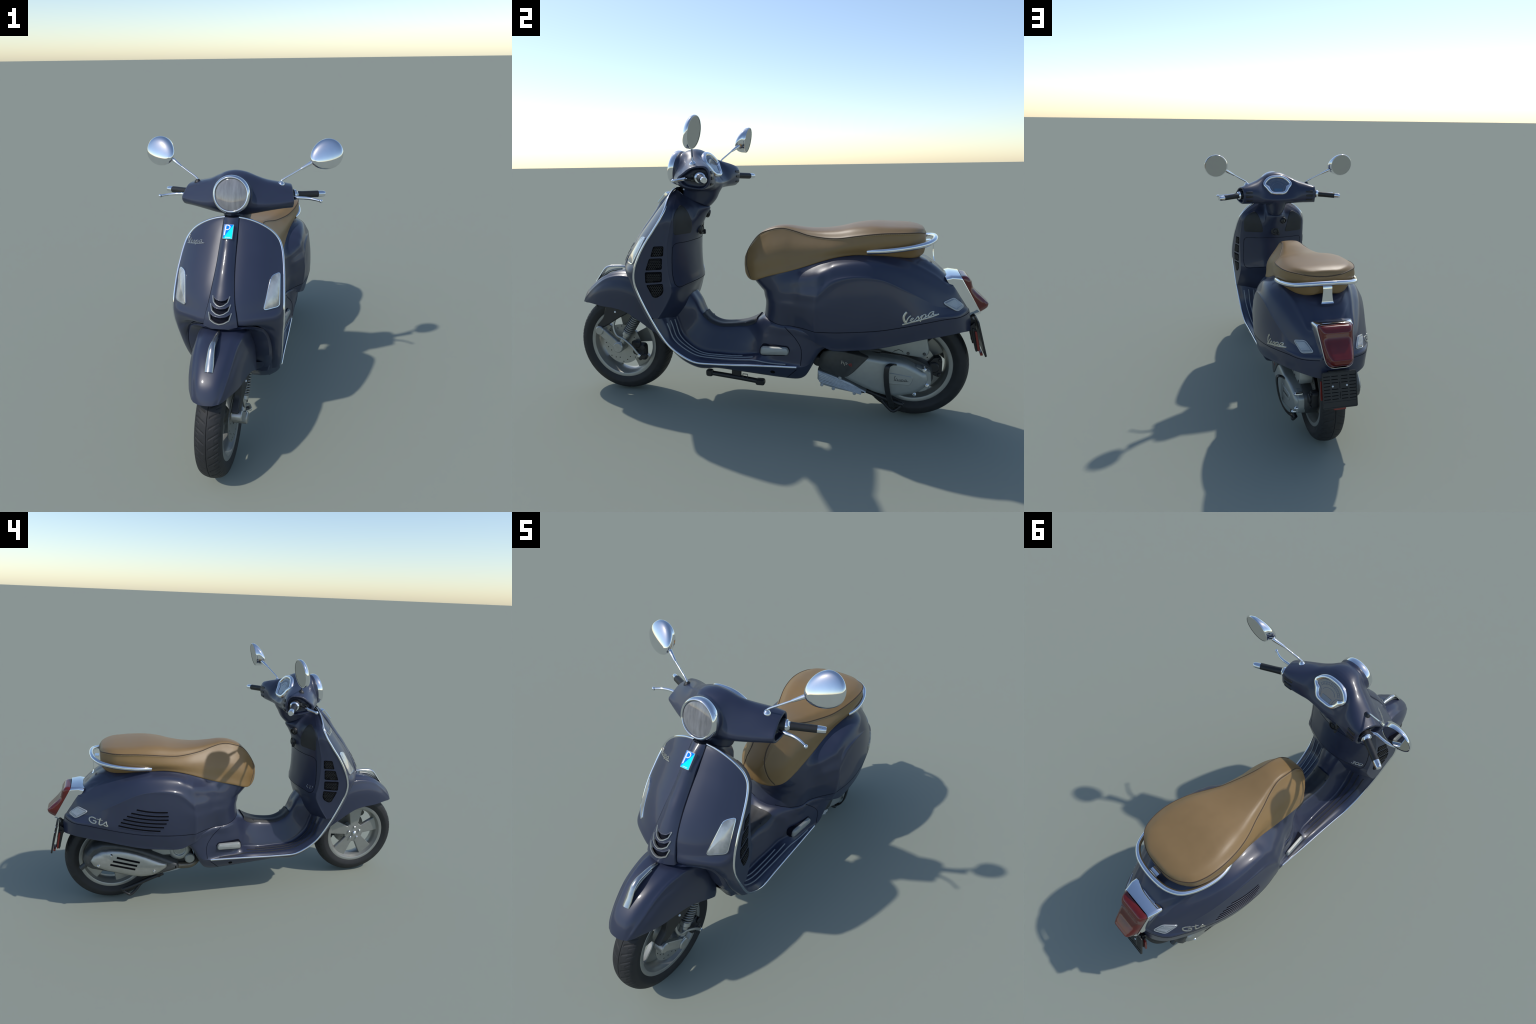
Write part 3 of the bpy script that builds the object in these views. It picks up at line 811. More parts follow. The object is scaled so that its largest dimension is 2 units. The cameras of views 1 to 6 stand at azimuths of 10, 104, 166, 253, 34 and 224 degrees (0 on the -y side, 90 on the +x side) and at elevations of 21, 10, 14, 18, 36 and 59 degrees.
# ------------------------------------------------------------------ lettering
def letter_strokes(name):
    if name == "script":
        return [([(0.105, 0.345), (0.045, 0.275), (0.028, 0.19), (0.055, 0.09), (0.105, 0.015)], 0.050),
                ([(0.105, 0.015), (0.135, 0.12), (0.185, 0.185), (0.225, 0.205)], 0.030),
                ([(0.195, 0.075), (0.265, 0.10), (0.295, 0.145), (0.262, 0.165), (0.222, 0.10), (0.240, 0.035), (0.305, 0.04), (0.375, 0.11)], 0.024),
                ([(0.375, 0.10), (0.425, 0.175), (0.432, 0.12), (0.450, 0.05), (0.405, 0.022), (0.37, 0.03)], 0.026),
                ([(0.45, 0.05), (0.535, 0.165), (0.520, 0.06), (0.490, -0.07)], 0.027),
                ([(0.525, 0.10), (0.575, 0.17), (0.630, 0.155), (0.625, 0.07), (0.560, 0.03)], 0.026),
                ([(0.62, 0.05), (0.70, 0.09)], 0.018),
                ([(0.865, 0.165), (0.785, 0.185), (0.715, 0.12), (0.715, 0.045), (0.780, 0.05), (0.850, 0.15), (0.845, 0.06), (0.93, 0.035)], 0.027),
                ([(0.0, -0.005), (0.35, 0.0), (0.7, 0.0), (1.0, 0.012)], 0.034)]
    if name == "model":
        return [([(0.37, 0.36), (0.20, 0.40), (0.04, 0.30), (0.03, 0.13), (0.18, 0.03), (0.34, 0.07), (0.37, 0.19), (0.22, 0.20)], 0.055),
                ([(0.40, 0.36), (0.72, 0.37)], 0.035),
                ([(0.61, 0.48), (0.55, 0.20), (0.54, 0.06), (0.62, 0.03), (0.70, 0.10)], 0.055),
                ([(0.68, 0.05), (0.80, 0.18), (0.90, 0.32), (0.93, 0.16), (0.99, 0.03), (0.84, 0.04), (0.78, 0.07)], 0.05)]
    if name == "number":
        z = lambda dx: [(dx+0.10, 0.40), (dx+0.22, 0.36), (dx+0.22, 0.12), (dx+0.10, 0.02), (dx+0.0, 0.08), (dx-0.0, 0.30), (dx+0.10, 0.40)]
        return [([(0.02, 0.36), (0.14, 0.40), (0.24, 0.32), (0.14, 0.21), (0.24, 0.12), (0.12, 0.02), (0.0, 0.06)], 0.045),
                (z(0.36), 0.045), (z(0.70), 0.045)]

def lettering(name, shape, cast, origin, ax, up, size, mat, parent, h=0.0022, wk=1.0):
    ms = []
    for path, w in letter_strokes(shape):
        p = A(path, float)
        if shape == "script" and path[0][0] > 0.15:
            p = p*A([1.0, 0.76])
        p = A(origin) + p[:, :1]*A(ax)*size + p[:, 1:]*A(up)*size
        p = resample(spline(p, 8), max(12, len(path)*6)) if len(p) > 2 else resample(p, 10)
        P_, N_ = cast(p)
        ms.append(ribbon(P_, N_, w*size*wk, h))
    return joined(name, ms, mat, parent, 50)

lettering("lettering", "script", cl, (0.639, 0.497), (0.9725, 0.233), (0.02, 0.92), 0.149, LETTER, ROOT, wk=1.25)
lettering("lettering", "model", crr, (0.799, 0.526), (-1.0, -0.16), (-0.05, 0.80), 0.088, LETTER, ROOT, wk=1.25)
lettering("lettering", "script", front, (-0.200, 0.921), (0.976, 0.20), (0.02, 1.0), 0.092, LETTER, ROOT)

# ------------------------------------------------------------------ seat
# each station: y, [(x, z) from top centre to bottom centre]
def seat_section(y, zc_, pip, side, low, zb):
    xp, zp = pip
    xs_, zs_ = side
    xl, zl = low
    return [(0, y, zc_), (xp*0.45, y, zc_-(zc_-zp)*0.08), (xp*0.80, y, zc_-(zc_-zp)*0.33), (xp, y, zp), (xs_, y, zs_), (xl, y, zl),
            (xl*0.9, y, zl-0.006), (xl*0.45, y, zb-0.004), (0, y, zb)]
seat_net = A([
    seat_section(-0.0960, 0.705, (0.012, 0.700), (0.016, 0.685), (0.012, 0.668), 0.665),
    seat_section(-0.0930, 0.720, (0.028, 0.714), (0.034, 0.685), (0.028, 0.655), 0.650),
    seat_section(-0.0800, 0.748, (0.044, 0.740), (0.058, 0.690), (0.050, 0.638), 0.634),
    seat_section(-0.0585, 0.782, (0.052, 0.770), (0.083, 0.700), (0.080, 0.628), 0.626),
    seat_section(-0.0300, 0.820, (0.056, 0.802), (0.106, 0.715), (0.110, 0.628), 0.628),
    seat_section(0.0000, 0.847, (0.056, 0.826), (0.118, 0.730), (0.127, 0.637), 0.637),
    seat_section(0.0500, 0.866, (0.054, 0.852), (0.124, 0.750), (0.138, 0.654), 0.654),
    seat_section(0.1000, 0.872, (0.056, 0.858), (0.126, 0.762), (0.142, 0.668), 0.668),
    seat_section(0.1600, 0.865, (0.068, 0.851), (0.126, 0.770), (0.146, 0.685), 0.685),
    seat_section(0.2200, 0.859, (0.090, 0.838), (0.134, 0.775), (0.150, 0.705), 0.705),
    seat_section(0.2900, 0.860, (0.117, 0.830), (0.148, 0.780), (0.154, 0.730), 0.730),
    seat_section(0.3600, 0.869, (0.148, 0.832), (0.167, 0.790), (0.160, 0.751), 0.751),
    seat_section(0.4300, 0.885, (0.172, 0.844), (0.183, 0.800), (0.168, 0.764), 0.764),
    seat_section(0.5000, 0.892, (0.185, 0.855), (0.191, 0.808), (0.172, 0.766), 0.766),
    seat_section(0.5600, 0.890, (0.188, 0.861), (0.191, 0.813), (0.166, 0.764), 0.764),
    seat_section(0.6200, 0.888, (0.181, 0.862), (0.183, 0.815), (0.146, 0.757), 0.757),
    seat_section(0.6700, 0.885, (0.161, 0.862), (0.162, 0.815), (0.118, 0.752), 0.752),
    seat_section(0.7030, 0.878, (0.124, 0.859), (0.124, 0.812), (0.086, 0.757), 0.757),
    seat_section(0.7220, 0.869, (0.085, 0.852), (0.082, 0.810), (0.056, 0.768), 0.768),
    seat_section(0.7300, 0.848, (0.045, 0.843), (0.042, 0.815), (0.030, 0.790), 0.790)])
sn = crisp(seat_net, 1, 3, 0.2)
sn = crisp(sn, 1, 7, 0.3)
full = np.concatenate([sn, (sn[:, 1:-1]*A([-1, 1, 1]))[:, ::-1]], 1)
sg = surface(full, 6, 4, closed_c=True)
seat = part("seat", *grid_mesh(sg, True, True), SEAT, angle=80)
seat_bvh = bvh_of(seat)
pipe = [(0.020, -0.098, 0.700)] if False else []
pip_pts = A([(0.092, -0.048, 0.632), (0.076, -0.069, 0.669), (0.062, -0.078, 0.712), (0.050, -0.074, 0.752), (0.041, -0.055, 0.788), (0.040, -0.033, 0.813), (0.044, -0.008, 0.833), (0.049, 0.040, 0.852),
             (0.051, 0.095, 0.861), (0.068, 0.160, 0.851), (0.091, 0.220, 0.837), (0.117, 0.290, 0.830), (0.148, 0.360, 0.832), (0.172, 0.430, 0.844), (0.185, 0.500, 0.855),
             (0.188, 0.560, 0.861), (0.181, 0.620, 0.862), (0.161, 0.670, 0.862), (0.124, 0.703, 0.859), (0.085, 0.722, 0.853), (0.045, 0.730, 0.849), (0.0, 0.733, 0.846)])
pp = resample(spline(pip_pts, 10), 160)
loop = np.concatenate([pp, (pp*A([-1, 1, 1]))[::-1][1:]])
def snap(bvh, path, off=0.0):
    P_, N_ = [], []
    for p in path:
        h = bvh.find_nearest(Vector(p))
        n = A(h[1])
        d = p - A([0, p[1]*0.9+0.03, 0.74])
        n = n if n @ d > 0 else -n
        P_.append(A(h[0]) + n*off); N_.append(n)
    return A(P_), A(N_)
P_, N_ = snap(seat_bvh, loop)
part("seat_piping", *tube(P_, 0.0024, 8), PIPING, parent=seat, angle=80)
T_, _, _ = frames(P_)
side_dir = np.cross(N_, T_)
for off in (0.0058,):
    Q, M_ = snap(seat_bvh, P_ + side_dir*off*np.sign((side_dir @ A([0, 0, -1.0])))[:, None])
    st = []
    for i in range(0, len(Q)-1, 1):
        a, b = Q[i], Q[i]*0.35+Q[i+1]*0.65
        st.append(ribbon(A([a, (a+b)/2, b]), M_[[i, i, i]], 0.0016, 0.0009, 0.0006))
    joined("stitch", st, THREAD, parent=seat, stuff=True)

# ------------------------------------------------------------------ grab rail and strap
rail_half = A([(0.176, 0.492, 0.781), (0.184, 0.512, 0.784), (0.192, 0.560, 0.789), (0.187, 0.625, 0.797), (0.168, 0.688, 0.806), (0.142, 0.731, 0.814), (0.095, 0.760, 0.822), (0.050, 0.770, 0.826), (0.0, 0.773, 0.827)])
rp = spline(np.concatenate([rail_half, (rail_half[:-1]*A([-1, 1, 1]))[::-1]]), 10)
part("grab_rail", *tube(rp, 0.0112, 16), CHROME, angle=60)
for s in (1, -1):
    part("rail_mount", *tube(spline(A([(s*0.183, 0.505, 0.783), (s*0.165, 0.50, 0.778), (s*0.140, 0.50, 0.765)]), 6), 0.010, 12), BLACK, angle=60)
strap = spline(A([(0, 0.735, 0.812), (0, 0.758, 0.812), (0, 0.764, 0.795), (0, 0.764, 0.765), (0, 0.766, 0.744), (0, 0.768, 0.733), (0, 0.772, 0.727)]), 6)
sw = np.interp(np.linspace(0, 1, len(strap)), [0, 0.4, 1], [0.022, 0.022, 0.031])
g = np.stack([strap + np.stack([t*sw, 0*sw, 0*sw], 1) for t in (-1, -0.5, 0, 0.5, 1)], 1)
part("rail_strap", *grid_mesh(g), CHROME, angle=50, solid=0.004, solid_off=0)

# ------------------------------------------------------------------ tail light
ta, tb = A([0.881, 0.669]), A([0.972, 0.507])
tdir = (tb-ta)/np.linalg.norm(tb-ta); tnor = A([-tdir[1], tdir[0]])
if tnor[0] < 0:
    tnor = -tnor
TL = np.linalg.norm(tb-ta)
def tail_pt(x, v, d):
    yz = ta + tdir*v + tnor*d
    return (x, yz[0], yz[1])
def tail_ring(wt, wb, v0, v1, d, r):
    o = round_poly([(-wt, v0), (wt, v0), (wb, v1), (-wb, v1)], [r*0.8, r*0.8, r*1.9, r*1.9], 8)
    # arch the top edge slightly
    return A([tail_pt(x, v - 0.006*(1-(x/wt)**2)*np.clip(1-v/0.05, 0, 1), d if np.isscalar(d) else d(v)) for x, v in o])
rings = [tail_ring(0.100, 0.064, -0.030, TL+0.006, lambda v: -0.060+0.012*np.clip(v/TL, 0, 1), 0.022),
         tail_ring(0.098, 0.063, -0.025, TL+0.006, lambda v: -0.036+0.012*np.clip(v/TL, 0, 1), 0.022),
         tail_ring(0.089, 0.0625, -0.008, TL+0.006, -0.010, 0.022),
         tail_ring(0.0875, 0.063, -0.005, TL+0.007, -0.004, 0.022),
         tail_ring(0.0855, 0.062, -0.003, TL+0.005, -0.002, 0.021),
         tail_ring(0.082, 0.059, 0.001, TL-0.001, -0.005, 0.02),
         tail_ring(0.070, 0.047, 0.012, TL-0.012, -0.013, 0.02)]
tail_shell = part("tail_light_housing", *grid_mesh(A(rings), True), CHROME, angle=40)
vp = A([0, 0.006, 0.016, 0.0335, 0.050, 0.070, 0.100, 0.124, 0.150, 0.166, 0.177, 0.183, 0.186])
dp = A([0.0, 0.013, 0.022, 0.026, 0.022, 0.0176, 0.022, 0.0297, 0.038, 0.042, 0.035, 0.018, 0.0])
vs = np.linspace(0, TL, 90)
sp_ = spline(np.stack([vp, dp], 1), 8)
ds = np.interp(vs, sp_[:, 0], sp_[:, 1])
rows = []
for v, d in zip(vs, ds):
    w = np.interp(v, [0, 0.012, TL-0.040, TL-0.022, TL-0.008, TL], [0.077, 0.083, 0.0655, 0.059, 0.047, 0.034])
    t = np.sin(np.linspace(-1, 1, 61)*np.pi/2)
    mv = np.clip((v-0.034)/0.008, 0, 1)*np.clip((0.172-v)/0.010, 0, 1)
    rows.append([tail_pt(w*q, v, -0.012 + (d+0.012)*(1-abs(q)**11) + 0.0022*mv*mv*(3-2*mv)*np.clip((0.78-abs(q))/0.12, 0, 1)) for q in t])
part("tail_lens", *grid_mesh(A(rows)), RED, parent=tail_shell, angle=60)
# ------------------------------------------------------------------ number plate holder
pa_, pb_ = A([0.956, 0.476]), A([0.996, 0.318])
pd = (pb_-pa_)/np.linalg.norm(pb_-pa_); pn = A([-pd[1], pd[0]])
if pn[0] < 0:
    pn = -pn
PLH = np.linalg.norm(pb_-pa_)
def plate_frame(u, v, h):
    yz = pa_ + v[:, None]*pd + h[:, None]*pn
    return np.stack([u, yz[:, 0], yz[:, 1]], -1)
plate = part("plate_holder", *prism(round_poly([(-0.081, 0), (0.081, 0), (0.081, PLH), (-0.081, PLH)], 0.008), [(0.001, -0.004), (0, -0.003), (0, 0.001), (0.001, 0.002)], plate_frame), BLACK)
sl = []
for c_, u0 in enumerate((-0.075, -0.037, 0.008, 0.045)):
    for r_ in range(8):
        v = 0.018 + r_*0.0145
        if r_ == 3 and c_ in (1, 2):
            continue
        sl.append(prism(A([(u0, v), (u0+0.030, v), (u0+0.030, v+0.0032), (u0, v+0.0032)]), [(0, 0.001), (0, 0.0024)], plate_frame))
for v in (0.045, 0.09):
    sl.append(prism(A([(-0.001, v), (0.001, v), (0.001, v+0.03), (-0.001, v+0.03)]), [(0, 0.001), (0, 0.0024)], plate_frame))
joined("plate_slot", sl, DARK, parent=plate, stuff=True)
rb_ = []
for v in (0.004, PLH-0.030, PLH-0.005):
    rb_.append(prism(A([(-0.078, v), (0.078, v), (0.078, v+0.0025), (-0.078, v+0.0025)]), [(0, 0.001), (0, 0.004)], plate_frame))
for u in (-0.0795, 0.0775):
    rb_.append(prism(A([(u, 0.006), (u+0.0025, 0.006), (u+0.0025, PLH-0.006), (u, PLH-0.006)]), [(0, 0.001), (0, 0.004)], plate_frame))
joined("plate_rib", rb_, BLACK, parent=plate, stuff=True)
for s in (1, -1):
    c_ = plate_frame(A([s*0.033]), A([0.064]), A([0.0]))[0]
    n_ = A([0, pn[0], pn[1]])
    part("plate_screw", *lathe([(1e-5, 0.006), (0.003, 0.0055), (0.0045, 0.002)], c_, n_, 16), WHITE, parent=plate)
    o = round_poly([(0.925, 0.446), (0.945, 0.466), (0.974, 0.345), (0.955, 0.332)], 0.006)
    part("plate_bracket", *prism(o, [(0, 0.050), (0, 0.062), (0.001, 0.063)], fx(s)), BLACK, parent=plate)
    o = round_poly([(0.944, 0.432), (0.953, 0.430), (0.969, 0.346), (0.960, 0.344)], 0.006)
    part("side_reflector", *prism(o, [(0, 0.070), (0, 0.0825), (0.001, 0.0835)], fx(s)), REFLECTOR, parent=plate)
    o = round_poly([(0.935, 0.440), (0.955, 0.435), (0.972, 0.350), (0.950, 0.345)], 0.006)
    part("reflector_arm", *prism(o, [(0, 0.060), (0, 0.070)], fx(s)), BLACK, parent=plate)
o = round_poly([(-0.028, PLH-0.004), (0.028, PLH-0.004), (0.028, PLH+0.010), (-0.028, PLH+0.010)], 0.004)
part("lower_reflector", *prism(o, [(0, -0.018), (0, -0.008), (0.001, -0.007)], plate_frame), REFLECTOR, parent=plate)
o = round_poly([(0.905, 0.455), (0.945, 0.478), (0.955, 0.455), (0.940, 0.400)], 0.01)
part("plate_stay", *prism(o, [(0, -0.045), (0, 0.045)], fx(1)), BLACK, parent=plate)

# ------------------------------------------------------------------ front mudguard
fender_half = A([
    [(0, -0.974, 0.462), (0.028, -0.970, 0.462), (0.048, -0.960, 0.463), (0.060, -0.945, 0.464), (0.066, -0.931, 0.465)],
    [(0, -0.963, 0.489), (0.034, -0.958, 0.488), (0.057, -0.945, 0.485), (0.071, -0.924, 0.477), (0.078, -0.908, 0.466)],
    [(0, -0.940, 0.525), (0.040, -0.934, 0.524), (0.066, -0.914, 0.517), (0.082, -0.892, 0.500), (0.089, -0.882, 0.465)],
    [(0, -0.895, 0.566), (0.045, -0.889, 0.564), (0.074, -0.872, 0.553), (0.091, -0.860, 0.523), (0.098, -0.852, 0.462)],
    [(0, -0.840, 0.601), (0.050, -0.836, 0.599), (0.080, -0.826, 0.585), (0.098, -0.820, 0.543), (0.105, -0.818, 0.459)],
    [(0, -0.775, 0.626), (0.055, -0.773, 0.623), (0.086, -0.766, 0.607), (0.106, -0.762, 0.556), (0.113, -0.760, 0.456)],
    [(0, -0.700, 0.635), (0.058, -0.700, 0.632), (0.095, -0.697, 0.613), (0.114, -0.696, 0.552), (0.121, -0.695, 0.444)],
    [(0, -0.630, 0.627), (0.058, -0.630, 0.623), (0.100, -0.630, 0.600), (0.119, -0.630, 0.532), (0.126, -0.630, 0.412)],
    [(0, -0.566, 0.596), (0.055, -0.566, 0.592), (0.100, -0.568, 0.568), (0.118, -0.575, 0.500), (0.126, -0.585, 0.382)],
    [(0, -0.520, 0.545), (0.052, -0.520, 0.541), (0.088, -0.524, 0.520), (0.110, -0.540, 0.455), (0.120, -0.556, 0.358)],
    [(0, -0.494, 0.480), (0.050, -0.495, 0.477), (0.086, -0.502, 0.462), (0.107, -0.520, 0.410), (0.114, -0.537, 0.343)],
    [(0, -0.482, 0.410), (0.050, -0.483, 0.409), (0.084, -0.492, 0.402), (0.102, -0.512, 0.370), (0.108, -0.526, 0.336)],
    [(0, -0.480, 0.338), (0.050, -0.481, 0.338), (0.082, -0.490, 0.337), (0.097, -0.507, 0.335), (0.103, -0.518, 0.333)]])
fn = mirror_net(crisp(fender_half, 1, 2, 0.3))
fender = part("front_mudguard", *grid_mesh(surface(fn, 7, 6)), PAINT, angle=70, solid=0.004, solid_off=0)
# chrome crest
cp = spline(A([(0, -0.903, 0.563), (0, -0.888, 0.582), (0, -0.868, 0.610), (0, -0.850, 0.631), (0, -0.830, 0.641), (0, -0.800, 0.6445), (0, -0.760, 0.645), (0, -0.728, 0.640)]), 8)
cw = np.interp(np.linspace(0, 1, len(cp)), [0, 0.15, 0.45, 0.8, 1], [0.017, 0.0175, 0.013, 0.0095, 0.007])
T_, N_, B_ = frames(cp, (0, -0.6, 0.8))
rows = []
for p, w, n in zip(cp, cw, N_):
    rows.append([p + A([w*math.cos(a), 0, 0]) + n*(0.0045*math.sin(a) + 0.004*(1-abs(math.cos(a))**2)) for a in np.linspace(0, 2*np.pi, 20, endpoint=False)])
part("mudguard_crest", *grid_mesh(A(rows), True, True), CREST, parent=fender, angle=60)
part("crest_foot", *tube(spline(A([(0, -0.888, 0.578), (0, -0.860, 0.600), (0, -0.820, 0.622), (0, -0.760, 0.632)]), 6), 0.006, 10), SATIN, parent=fender)

# ------------------------------------------------------------------ handlebar fairing (fused solid, remeshed smooth)
def hs(x, pts):
    return [(x, y, z) for y, z in pts]
wing = [
    (0.000, [(-0.405, 1.090), (-0.412, 1.178), (-0.374, 1.220), (-0.302, 1.221), (-0.252, 1.158), (-0.224, 1.102), (-0.205, 1.062), (-0.230, 1.040), (-0.300, 1.034), (-0.378, 1.040)]),
    (0.045, [(-0.408, 1.090), (-0.409, 1.172), (-0.368, 1.213), (-0.299, 1.214), (-0.253, 1.156), (-0.226, 1.103), (-0.207, 1.064), (-0.230, 1.041), (-0.300, 1.034), (-0.376, 1.042)]),
    (0.085, [(-0.410, 1.088), (-0.388, 1.148), (-0.344, 1.195), (-0.287, 1.195), (-0.250, 1.148), (-0.220, 1.104), (-0.206, 1.066), (-0.228, 1.044), (-0.295, 1.037), (-0.370, 1.046)]),
    (0.125, [(-0.397, 1.085), (-0.371, 1.135), (-0.326, 1.176), (-0.260, 1.176), (-0.216, 1.138), (-0.199, 1.100), (-0.199, 1.064), (-0.220, 1.047), (-0.285, 1.042), (-0.360, 1.052)]),
    (0.190, [(-0.362, 1.085), (-0.334, 1.128), (-0.292, 1.158), (-0.222, 1.157), (-0.190, 1.128), (-0.184, 1.092), (-0.190, 1.063), (-0.211, 1.048), (-0.265, 1.047), (-0.336, 1.060)]),
    (0.243, [(-0.325, 1.094), (-0.297, 1.120), (-0.262, 1.142), (-0.207, 1.146), (-0.187, 1.122), (-0.185, 1.091), (-0.192, 1.066), (-0.211, 1.048), (-0.259, 1.049), (-0.310, 1.066)])]
half = A([hs(x, p) for x, p in wing])
half[-1, :, 0] += (-half[-1, :, 1]-0.26)*0.22
fullw = np.concatenate([(half[1:]*A([-1, 1, 1]))[::-1], half])
wg = surface(fullw, 8, 5, closed_c=True)
# re-entrant ends: hollow for the lever pivot
def close_end(ring, s):
    c = ring.mean(0)
    seq = [ring, c + (ring-c)*0.84, c + (ring-c)*0.82 - A([s*0.028, 0, 0])]
    return seq[1:]
e0, e1 = close_end(wg[0], -1), close_end(wg[-1], 1)
wg2 = np.concatenate([[e0[1]], [e0[0]], wg, [e1[0]], [e1[1]]])
m_wing = grid_mesh(wg2, True, True)
hn_ = A([0, -0.978, 0.21]); hc = A([0, -0.4235, 1.1405])
bucket = lathe(spline(A([(1e-4, -0.150), (0.030, -0.148), (0.055, -0.125), (0.071, -0.090), (0.079, -0.050), (0.0815, -0.020), (0.0815, -0.004), (0.076, 0.0), (1e-4, 0.0)]), 4), hc, hn_, 56)
def oval(z_rear, z_front, yr, yf, w, n=36):
    a = np.linspace(0, 2*np.pi, n, endpoint=False)
    y = (yr+yf)/2 + (yr-yf)/2*np.cos(a)
    x = w*np.sign(np.sin(a))*np.abs(np.sin(a))**0.8
    z = z_front + (z_rear-z_front)*(y-yf)/(yr-yf)
    return np.stack([x, y, z], 1)
neck_rings = A([oval(1.10, 1.10, -0.225, -0.380, 0.080), oval(1.055, 1.055, -0.207, -0.385, 0.076), oval(1.022, 1.040, -0.224, -0.392, 0.064), oval(0.990, 1.030, -0.240, -0.398, 0.058), oval(0.957, 1.016, -0.271, -0.404, 0.053)])
neck = grid_mesh(spline(neck_rings, 6), True, True)
headset = part("handlebar_fairing", *combine(m_wing, bucket, neck), PAINT, angle=None)
md = headset.modifiers.new("r", "REMESH"); md.mode = "VOXEL"; md.voxel_size = 0.0032
md = headset.modifiers.new("s", "SMOOTH"); md.factor = 0.5; md.iterations = 9
apply_mods(headset)
finish(headset, PAINT, 60)
hs_bvh = bvh_of(headset)

# headlight
ring = part("headlight_rim", *lathe(spline(A([(0.0818, -0.006), (0.0826, 0.004), (0.0812, 0.014), (0.0775, 0.021), (0.0735, 0.024), (0.0702, 0.023), (0.0690, 0.018)]), 4), hc, hn_, 72), CHROME, angle=70)
part("headlight_lens", *lathe(spline(A([(0.0705, 0.016), (0.066, 0.019), (0.056, 0.0215), (0.040, 0.024), (0.020, 0.0255), (1e-4, 0.026)]), 5), hc, hn_, 64), GLASSY, parent=ring, angle=70)
# instrument cluster
da, db_ = A([-0.284, 1.2115]), A([-0.225, 1.105])
dd = (db_-da)/np.linalg.norm(db_-da); dn = A([-dd[1], dd[0]])
if dn[0] < 0:
    dn = -dn
def dash_frame(u, v, h):
    yz = da + v[:, None]*dd + (h[:, None] + 0.001)*dn
    return np.stack([u, yz[:, 0], yz[:, 1]], -1)
oh = [(0.0, 0.0), (0.035, 0.004), (0.062, 0.017), (0.083, 0.038), (0.0925, 0.056), (0.0895, 0.072), (0.073, 0.093), (0.060, 0.112), (0.046, 0.125), (0.022, 0.131)]
ol = A(oh + [(-x, y) for x, y in oh[1:]][::-1] ) if False else A(oh + [(0, 0.131)] + [(-x, y) for x, y in oh[1:]][::-1])
ol = spline(ol, 5, closed=True)
ih = [(0.0, 0.018), (0.032, 0.021), (0.055, 0.032), (0.072, 0.049), (0.078, 0.059), (0.070, 0.067), (0.056, 0.074), (0.052, 0.086), (0.045, 0.104), (0.034, 0.113), (0.016, 0.115)]
ih = [(x*0.93, 0.066+(y-0.066)*0.93) for x, y in ih]
il = A(ih + [(0, 0.066+0.049*0.93)] + [(-x, y) for x, y in ih[1:]][::-1])
il = spline(il, 5, closed=True)
il = resample(np.concatenate([il, il[:1]]), len(ol)+1)[:-1]
ol = resample(np.concatenate([ol, ol[:1]]), len(ol)+1)[:-1]
rows = []
for q, h in [(ol, -0.012), (ol, 0.003), (ol*0.8+il*0.2, 0.0085), (ol*0.5+il*0.5, 0.010), (ol*0.15+il*0.85, 0.007), (il, 0.001), (il, -0.002)]:
    rows.append(dash_frame(q[:, 0]*1.01, 0.066+(q[:, 1]-0.066)*1.0, np.full(len(q), h)))
bez = part("instrument_bezel", *grid_mesh(A(rows), True), CHROME, angle=60)
part("instrument_face", *prism(il*A([1.03, 1]), [(0, -0.010), (0, 0.0025)], dash_frame), DIAL, parent=bez)
marks = []
cg = A([0.0, 0.086])
for r, w in ((0.058, 0.0022), (0.048, 0.0012), (0.034, 0.0016)):
    t = np.radians(np.linspace(28, 152, 30))
    p = np.stack([np.cos(t)*r*1.12, cg[1]-np.sin(t)*r], 1)
    marks.append(flat_stroke(p, w, dash_frame, 0.0026))
for t in np.radians(np.linspace(32, 148, 15)):
    p = A([[np.cos(t)*r*1.12, cg[1]-np.sin(t)*r] for r in (0.049, 0.055)])
    marks.append(flat_stroke(p, 0.002, dash_frame, 0.0026))
for s in (1, -1):
    marks.append(flat_stroke([(s*0.072, 0.062), (s*0.045, 0.076), (s*0.037, 0.090), (s*0.034, 0.110)], 0.002, dash_frame, 0.0026))
joined("dial_marking", marks, DIALLINE, parent=bez, stuff=True)
part("display", *prism(round_poly([(-0.027, 0.090), (0.027, 0.090), (0.023, 0.112), (-0.023, 0.112)], 0.003), [(0, 0.002), (0, 0.0034)], dash_frame), LCD, parent=bez)

